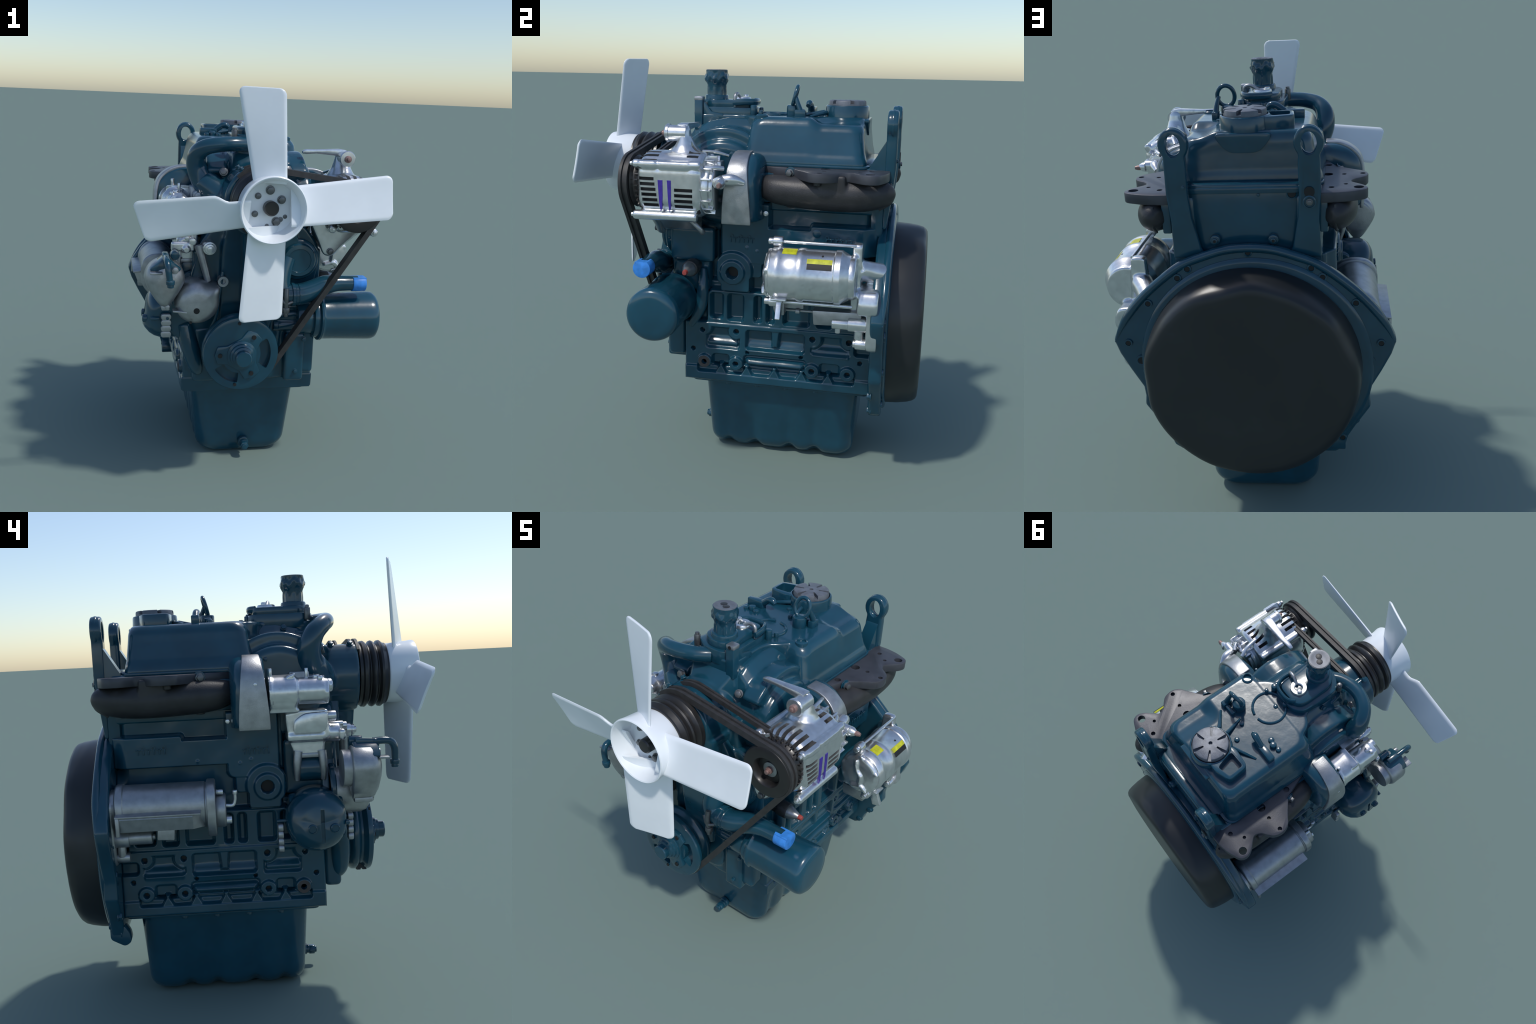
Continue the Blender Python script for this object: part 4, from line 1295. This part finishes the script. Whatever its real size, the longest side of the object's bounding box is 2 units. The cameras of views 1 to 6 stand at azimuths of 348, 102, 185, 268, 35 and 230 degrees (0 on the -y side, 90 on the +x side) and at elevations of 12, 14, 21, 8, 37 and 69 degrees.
def build_starter_left():
    cx, cz = -.463, .950
    par = bpy.data.objects.new('starter_motor', None)
    COL.objects.link(par)
    par.parent = root
    body = lathe([(.085, .585), (.100, .580), (.106, .572), (.106, .548), (.101, .543), (.100, .20), (.096, .195), (.096, .190)], 'y', cx, cz, 64)
    to_obj('motor_body', body, ALUD, par)
    fl = [prism(rounded([(cx-.105, cz+.06), (cx-.05, cz+.108), (cx+.05, cz+.108), (cx+.105, cz+.06), (cx+.10, cz-.06), (cx+.03, cz-.14), (cx-.05, cz-.14), (cx-.105, cz-.07)], .05, 6), 'y', .152, .190, .006),
          cyl('y', cx, cz-.03, .075, .108, .155, .01, 40)]
    to_obj('motor_flange', join(*fl), ALUD, par, 45)
    pn = [cyl('y', cx-.03, cz-.07, .018, .085, .125, .004, 16), cyl('y', cx-.03, cz+.055, .012, .118, .15, .004, 14),
          tube([(cx, .115, cz-.012), (cx, .080, cz-.012), (cx, .068, cz+.01), (cx, .068, cz+.04)], .009, 10, 5), cyl('z', cx, .068, .013, cz+.035, cz+.055, .004, 14)]
    to_obj('motor_terminal', join(*pn), ALU, par)
    # ledge, shield and solenoid
    fin = [prism([(-.610, .940), (-.53, .950), (-.53, .938), (-.608, .931)], 'y', .215, .575, .003),
           loft([[(-.53, y, .945), (-.53-.068*k, y, .936), (-.53-.072*k, y, .925), (-.53-.05*k, y, .868), (-.50, y, .862)] for y, k in ((.205, .2), (.25, 1), (.565, 1))]),
           prism([(.40, .90), (.325, .90), (.332, .822), (.405, .826)], 'x', -.578, -.45, .006)]
    to_obj('starter_shield', join(*fin), ALUD, par)
    sol = [cyl('y', -.50, .822, .036, .53, .60, .006, 28), cyl('y', -.50, .826, .031, .432, .54, .005, 28), cyl('y', -.50, .826, .012, .420, .44, .003, 14),
           cyl('y', -.48, .735, .022, .535, .60, .006, 22), cyl('z', -.485, .57, .020, .74, .80, .004, 16), cyl('z', -.60, .565, .010, .855, .935, .003, 12)]
    to_obj('solenoid', join(*sol), ALUD, par)
    nose = [prism(rounded([(-.56, .99), (-.42, 1.0), (-.36, .95), (-.38, .72), (-.45, .695), (-.50, .70), (-.54, .80)], .03), 'y', .590, .634, .008),
            cyl('y', -.46, .985, .028, .575, .62, .006, 18), cyl('y', cx, cz, .085, .57, .63, .008, 40), cyl('y', -.45, .985, .015, .6, .64, .003, 14)]
    to_obj('drive_bracket', fuse(join(*nose), .006, 4), ALUD, par, 60)
build_starter_left()

# =====================================================================
#  OIL FILTER, WATER HOSE, OIL SWITCH  (+x front)
# =====================================================================
def build_filter():
    fy, fz = -.392, .842
    base = [cyl('x', fy, fz, .095, .20, .30, .01, 40), cyl('x', fy, fz, .112, .285, .325, .008, 48), cyl('x', -.40, .90, .03, .06, .28, .008, 20),
            cyl('x', -.41, .805, .034, .08, .28, .008, 20)]
    to_obj('filter_base', join(*base), PAINT)
    can = lathe([(.118, .315), (.126, .320), (.128, .330), (.122, .338), (.121, .345), (.121, .40), (.127, .585), (.1265, .608), (.121, .624), (.108, .633), (.08, .636), (0, .636)], 'x', fy, fz, 64)
    to_obj('oil_filter', can, PAINT)
    hose = tube([(.09, -.48, .985), (.15, -.483, .985), (.21, -.482, .988), (.27, -.478, 1.005), (.33, -.474, 1.030), (.39, -.470, 1.038), (.44, -.468, 1.038), (.505, -.467, 1.038)],
                [.055, .055, .055, .054, .050, .042, .039, .038], 28, 8)
    h = to_obj('water_hose', hose, PAINT)
    col = join(lathe([(.056, .150), (.060, .153), (.060, .168), (.056, .172)], 'x', -.483, .985, 32), lathe([(.056, .185), (.058, .188), (.056, .192)], 'x', -.483, .986, 32))
    to_obj('hose_collar', col, PAINT, h)
    big = tube([(.13, -.44, 1.17), (.10, -.46, 1.09), (.095, -.475, 1.02), (.12, -.482, .985)], [.05, .055, .056, .055], 24, 6)
    to_obj('hose_elbow', big, PAINT, h)
    cap = cyl('x', -.467, 1.038, .043, .475, .545, .003, 40)
    flat = box(.40, .60, -.60, -.30, 1.0715, 1.12, 0)
    cap = cut(cap, flat)
    to_obj('hose_cap', cap, CAPBLUE, h)
    to_obj('cap_rib', box(.477, .5455, -.500, -.493, 1.063, 1.0705, .001), CAPBLUE, h)
    cl = join(tube([(.115, -.535, 1.03), (.115, -.543, .98), (.118, -.535, .925)], [.012, .013, .014], 12, 5),
              tube([(.085, -.53, .985), (.115, -.545, .955), (.15, -.53, .96)], .009, 10, 5), cyl('z', .118, -.535, .02, .905, .935, .005, 14), cyl('z', .118, -.535, .012, .885, .91, .003, 12))
    to_obj('hose_clamp', cl, BOLTG, h)
    # pressure switch
    sw = join(tube([(.25, -.275, 1.01), (.31, -.277, 1.015), (.36, -.278, 1.017)], [.020, .032, .036], 20, 5), cyl('x', -.278, 1.017, .040, .345, .405, .008, 30))
    o = to_obj('pressure_switch', sw, IRON)
    to_obj('switch_insulator', lathe([(.032, .395), (.034, .408), (.030, .420), (.020, .445), (.013, .462), (0, .462)], 'x', -.279, 1.016, 28), ALUD, o)
    to_obj('switch_stud', lathe([(.013, .448), (.013, .472), (.010, .482), (0, .482)], 'x', -.279, 1.016, 18), RED, o)
build_filter()

# =====================================================================
#  -x FRONT ACCESSORIES
# =====================================================================
def build_left_accessories():
    # horizontal cylinder body
    par = bpy.data.objects.new('fuel_lift_pump', None)
    COL.objects.link(par)
    par.parent = root
    sq = prism(rounded([(-.485, 1.40), (-.462, 1.47), (-.42, 1.488), (-.33, 1.490), (-.32, 1.335), (-.46, 1.33)], .03), 'y', -.215, -.098, .008)
    bx2 = prism([(-.46, 1.345), (-.32, 1.345), (-.32, 1.325), (-.46, 1.325)], 'y', -.23, -.095, .004)
    c1 = cyl('y', -.415, 1.412, .072, -.225, -.10, .008, 40)
    c2 = cyl('y', -.412, 1.415, .060, -.345, -.20, .008, 40)
    c3 = prism(rounded([(-.475, 1.40), (-.45, 1.465), (-.38, 1.468), (-.36, 1.43), (-.38, 1.36), (-.44, 1.355)], .02), 'y', -.362, -.335, .006)
    c4 = cyl('y', -.395, 1.435, .030, -.385, -.355, .008, 28)
    back = lathe([(.078, -.10), (.078, -.112), (.07, -.118), (.06, -.12)], 'y', -.415, 1.41, 40)
    fin = prism([(-.21, 1.47), (-.218, 1.498), (-.18, 1.485), (-.17, 1.47)], 'x', -.46, -.33, .003)
    bm = fuse(join(sq, bx2, c1, c2, c3, c4, back, fin), .005, 3)
    to_obj('pump_cylinder', bm, ALU, par, 60)
    small = join(cyl('z', -.40, -.270, .008, 1.465, 1.515, .003, 10), cyl('z', -.42, -.110, .010, 1.48, 1.520, .003, 12), cyl('z', -.42, -.31, .015, 1.46, 1.485, .005, 12), cyl('z', -.44, -.325, .012, 1.455, 1.48, .005, 12))
    to_obj('pump_stud', small, ALU, par)
    fr = join(cyl('y', -.31, 1.46, .028, -.34, -.22, .006, 18), cyl('y', -.31, 1.46, .02, -.36, -.33, .004, 14), box(-.345, -.255, -.29, -.20, 1.42, 1.50, .006))
    to_obj('injector_line', fr, ALUD, par)
    # lower bracket: silver hood over a blue foot
    br = [prism(rounded([(-.165, 1.325), (-.20, 1.325), (-.24, 1.335), (-.36, 1.333), (-.36, 1.20), (-.18, 1.205)], .015), 'x', -.42, -.31, .006),
          box(-.425, -.30, -.345, -.175, 1.195, 1.235, .012),
          cyl('y', -.375, 1.225, .042, -.415, -.33, .008, 28),
          prism([(-.17, 1.23), (-.345, 1.23), (-.338, 1.12), (-.21, 1.125)], 'x', -.40, -.31, .006)]
    to_obj('pump_bracket', fuse(join(*br), .005, 3), ALU, par, 60)
    crown = prism(rounded([(-.20, 1.235), (-.205, 1.29), (-.25, 1.32), (-.355, 1.325), (-.355, 1.275), (-.34, 1.235)], .02), 'x', -.447, -.40, .012)
    to_obj('bracket_crown', crown, ALU, par)
    legs = join(*[tube([(-.40, y, 1.15), (-.405, y2, 1.09), (-.39, y2, 1.02)], [.02, .018, .012], 12, 5) for y, y2 in ((-.222, -.215), (-.328, -.332))], box(-.405, -.33, -.345, -.205, 1.12, 1.142, .006))
    to_obj('bracket_leg', legs, ALUD, par)
    to_obj('bracket_foot', cyl('y', -.345, 1.07, .062, -.34, -.205, .01, 32), PAINT, par)
    to_obj('bracket_bolt', join(cyl('y', -.40, 1.302, .022, -.395, -.355, .005, 18), cyl('y', -.37, 1.262, .012, -.43, -.35, .004, 12)), ALU, par)
    # front fuel line fittings
    ft = join(cyl('y', -.265, 1.222, .034, -.48, -.40, .006, 28), cyl('y', -.265, 1.222, .026, -.496, -.475, .004, 24), cyl('y', -.265, 1.222, .015, -.506, -.49, .003, 14), cyl('y', -.345, 1.25, .018, -.45, -.40, .004, 14))
    to_obj('line_fitting', ft, ALU, par)
    st = tube([(-.315, -.435, 1.23), (-.295, -.44, 1.16), (-.265, -.445, 1.05)], [.022, .020, .018], 14, 6)
    to_obj('fuel_line', st, ALUD, par)
    cr = join(box(-.45, -.33, -.43, -.40, 1.195, 1.245, .012), cyl('y', -.375, 1.206, .018, -.44, -.425, .004, 16))
    to_obj('line_clamp', fuse(cr, .004, 2), ALU, par, 60)
    # dark round cover with slotted face (x axis)
    dome_sq = lambda a: 1.0
    dm = lathe([(.10, -.33), (.128, -.345), (.137, -.365), (.138, -.46), (.136, -.495), (.128, -.520), (.112, -.540), (.085, -.556), (.07, -.562), (.0, -.566)], 'x', -.286, .855, 64)
    # flat front and a chamfered lower outer face
    for v in dm.verts:
        r = math.hypot(v.co.y+.286, v.co.z-.855)
        v.co.y = max(v.co.y, -.408)
        if v.co.x < -.50:
            k = max(0, min(1, (.87-v.co.z)/.06))
            v.co.x -= .018*k*max(0, 1-(r/.125)**3)
    slot = join(box(-.62, -.566, -.308, -.292, .745, .880, .0), box(-.60, -.552, -.308, -.292, .86, .915, .0))
    dm = cut(dm, slot)
    dc = to_obj('governor_cover', dm, PAINT, par, 40)
    body = [prism(rounded([(-.45, .94), (-.40, .965), (-.34, .95), (-.35, .74), (-.42, .74), (-.46, .80)], .04), 'y', -.41, -.17, .012), ]
    to_obj('governor_body', fuse(join(*body), .006, 3), PAINT, par, 60)
    for y in (-.255, -.352):
        to_obj('cover_rivet', join(lathe([(.020, -.56), (.020, -.580), (.016, -.583), (.015, -.579), (0, -.579)], 'x', y, .836, 24)), PAINT, par)
    for y, z in ((-.19, .84), (-.25, .755), (-.41, .85)):
        to_obj('cover_stud', cyl('x', y, z, .010, -.50, -.545, .003, 12), PAINT, par)
    # notched adjuster strips
    for y0, z0, z1 in ((-.432, .760, .880), (-.125, .720, .845)):
        n = 4
        h = (z1-z0)/n
        seg = []
        for k in range(n):
            z = z0+h*(k+.5)
            seg.append(prism(rounded([(-.490, z-h*.52), (-.496, z), (-.490, z+h*.52), (-.448, z+h*.52), (-.442, z), (-.448, z-h*.52)], .008), 'y', y0-.012, y0+.012, .004))
        to_obj('adjuster_strip', join(*seg), ALUD, par)
    to_obj('strip_pin', join(cyl('y', -.463, .855, .008, -.20, -.11, .002, 10), cyl('y', -.463, .86, .008, -.45, -.39, .002, 10)), PAINT, par)
    # vacuum / sediment bowl
    vac = bpy.data.objects.new('sediment_bowl', None)
    COL.objects.link(vac)
    vac.parent = root
    def bowl(y, r, tip):
        ring = []
        for k in range(56):
            a = 2*math.pi*k/56
            u, v = r*math.cos(a), r*math.sin(a)
            if v < 0:
                q = -math.sin(a)
                u *= 1-.20*q*tip
                v = -r*q*(1+.42*tip*q**3)
            ring.append((-.484+u, y, 1.078+v))
        return ring
    b = loft([bowl(-.398, .070, 0), bowl(-.400, .080, 0), bowl(-.435, .080, 0), bowl(-.438, .092, .5), bowl(-.445, .098, 1), bowl(-.520, .097, 1), bowl(-.540, .090, 1), bowl(-.556, .072, .9), bowl(-.566, .05, .5), bowl(-.57, .02, 0)])
    to_obj('bowl', b, ALUD, vac, 50)
    lid = prism([(-.565, 1.135), (-.484, 1.196), (-.405, 1.135), (-.43, 1.118), (-.484, 1.112), (-.54, 1.118)], 'y', -.56, -.445, .012)
    to_obj('bowl_lid', lid, PAINT, vac)
    spout = join(prism([(-.462, 1.17), (-.565, 1.165), (-.565, 1.200), (-.462, 1.206)], 'x', -.497, -.467, .006), cyl('y', -.435, 1.19, .022, -.50, -.44, .006, 18))
    to_obj('spout_base', spout, PAINT, vac)
    pipe = tube([(-.482, -.54, 1.188), (-.482, -.585, 1.190), (-.481, -.618, 1.183), (-.478, -.634, 1.155), (-.472, -.637, 1.11), (-.468, -.637, 1.085)], [.017, .016, .016, .016, .015, .015], 16, 7)
    to_obj('spout_pipe', pipe, PAINT, vac)
    to_obj('pipe_end', join(cyl('z', -.468, -.637, .021, 1.082, 1.105, .004, 18), cyl('z', -.467, -.637, .016, 1.068, 1.085, .004, 16)), PAINT, vac)
    ears = join(box(-.56, -.50, -.595, -.55, 1.12, 1.130, .003), cyl('y', -.44, 1.135, .016, -.58, -.54, .004, 14), cyl('y', -.472, .945, .012, -.54, -.46, .004, 12), box(-.50, -.46, -.53, -.45, .925, .95, .006))
    to_obj('bowl_ear', ears, ALUD, vac)
    ret = lathe([(.10, -.395), (.104, -.405), (.104, -.412), (.09, -.416)], 'y', -.43, .995, 40)
    # second round cover beneath
    cov = []
    for y, r, k in ((-.36, .10, 1), (-.37, .110, 1), (-.500, .110, 1), (-.525, .100, .9), (-.542, .076, .8), (-.547, .05, .5), (-.548, .01, 0)):
        ring = []
        for i in range(56):
            a = 2*math.pi*i/56
            rr = r
            ear = math.exp(-((a-.62)/.22)**2)
            rr = r*(1+.24*ear*k)
            ring.append((-.324+rr*math.cos(a), y, .957+rr*.97*math.sin(a)))
        cov.append(ring)
    c = to_obj('pump_drive_cover', loft(cov), ALUD, par, 40)
    for x, z, r in ((-.325, .935, .015), (-.362, .932, .008), (-.352, .875, .007)):
        hole((x-.006, -.548 if r > .01 else -.541, z-.009), (0, -1, 0), r, parent=par)
    rib = join(tube([(-.366, -.535, .94), (-.364, -.532, 1.0), (-.358, -.515, 1.04)], .006, 8, 5), prism([(-.446, .920), (-.376, .910), (-.376, .920), (-.446, .93)], 'y', -.545, -.50, .003))
    to_obj('cover_rib', rib, ALUD, par)
    seal = lathe([(.118, -.36), (.122, -.365), (.122, -.38), (.118, -.385)], 'y', -.318, .964, 48)
    to_obj('cover_gasket', seal, PAINT, par)
build_left_accessories()
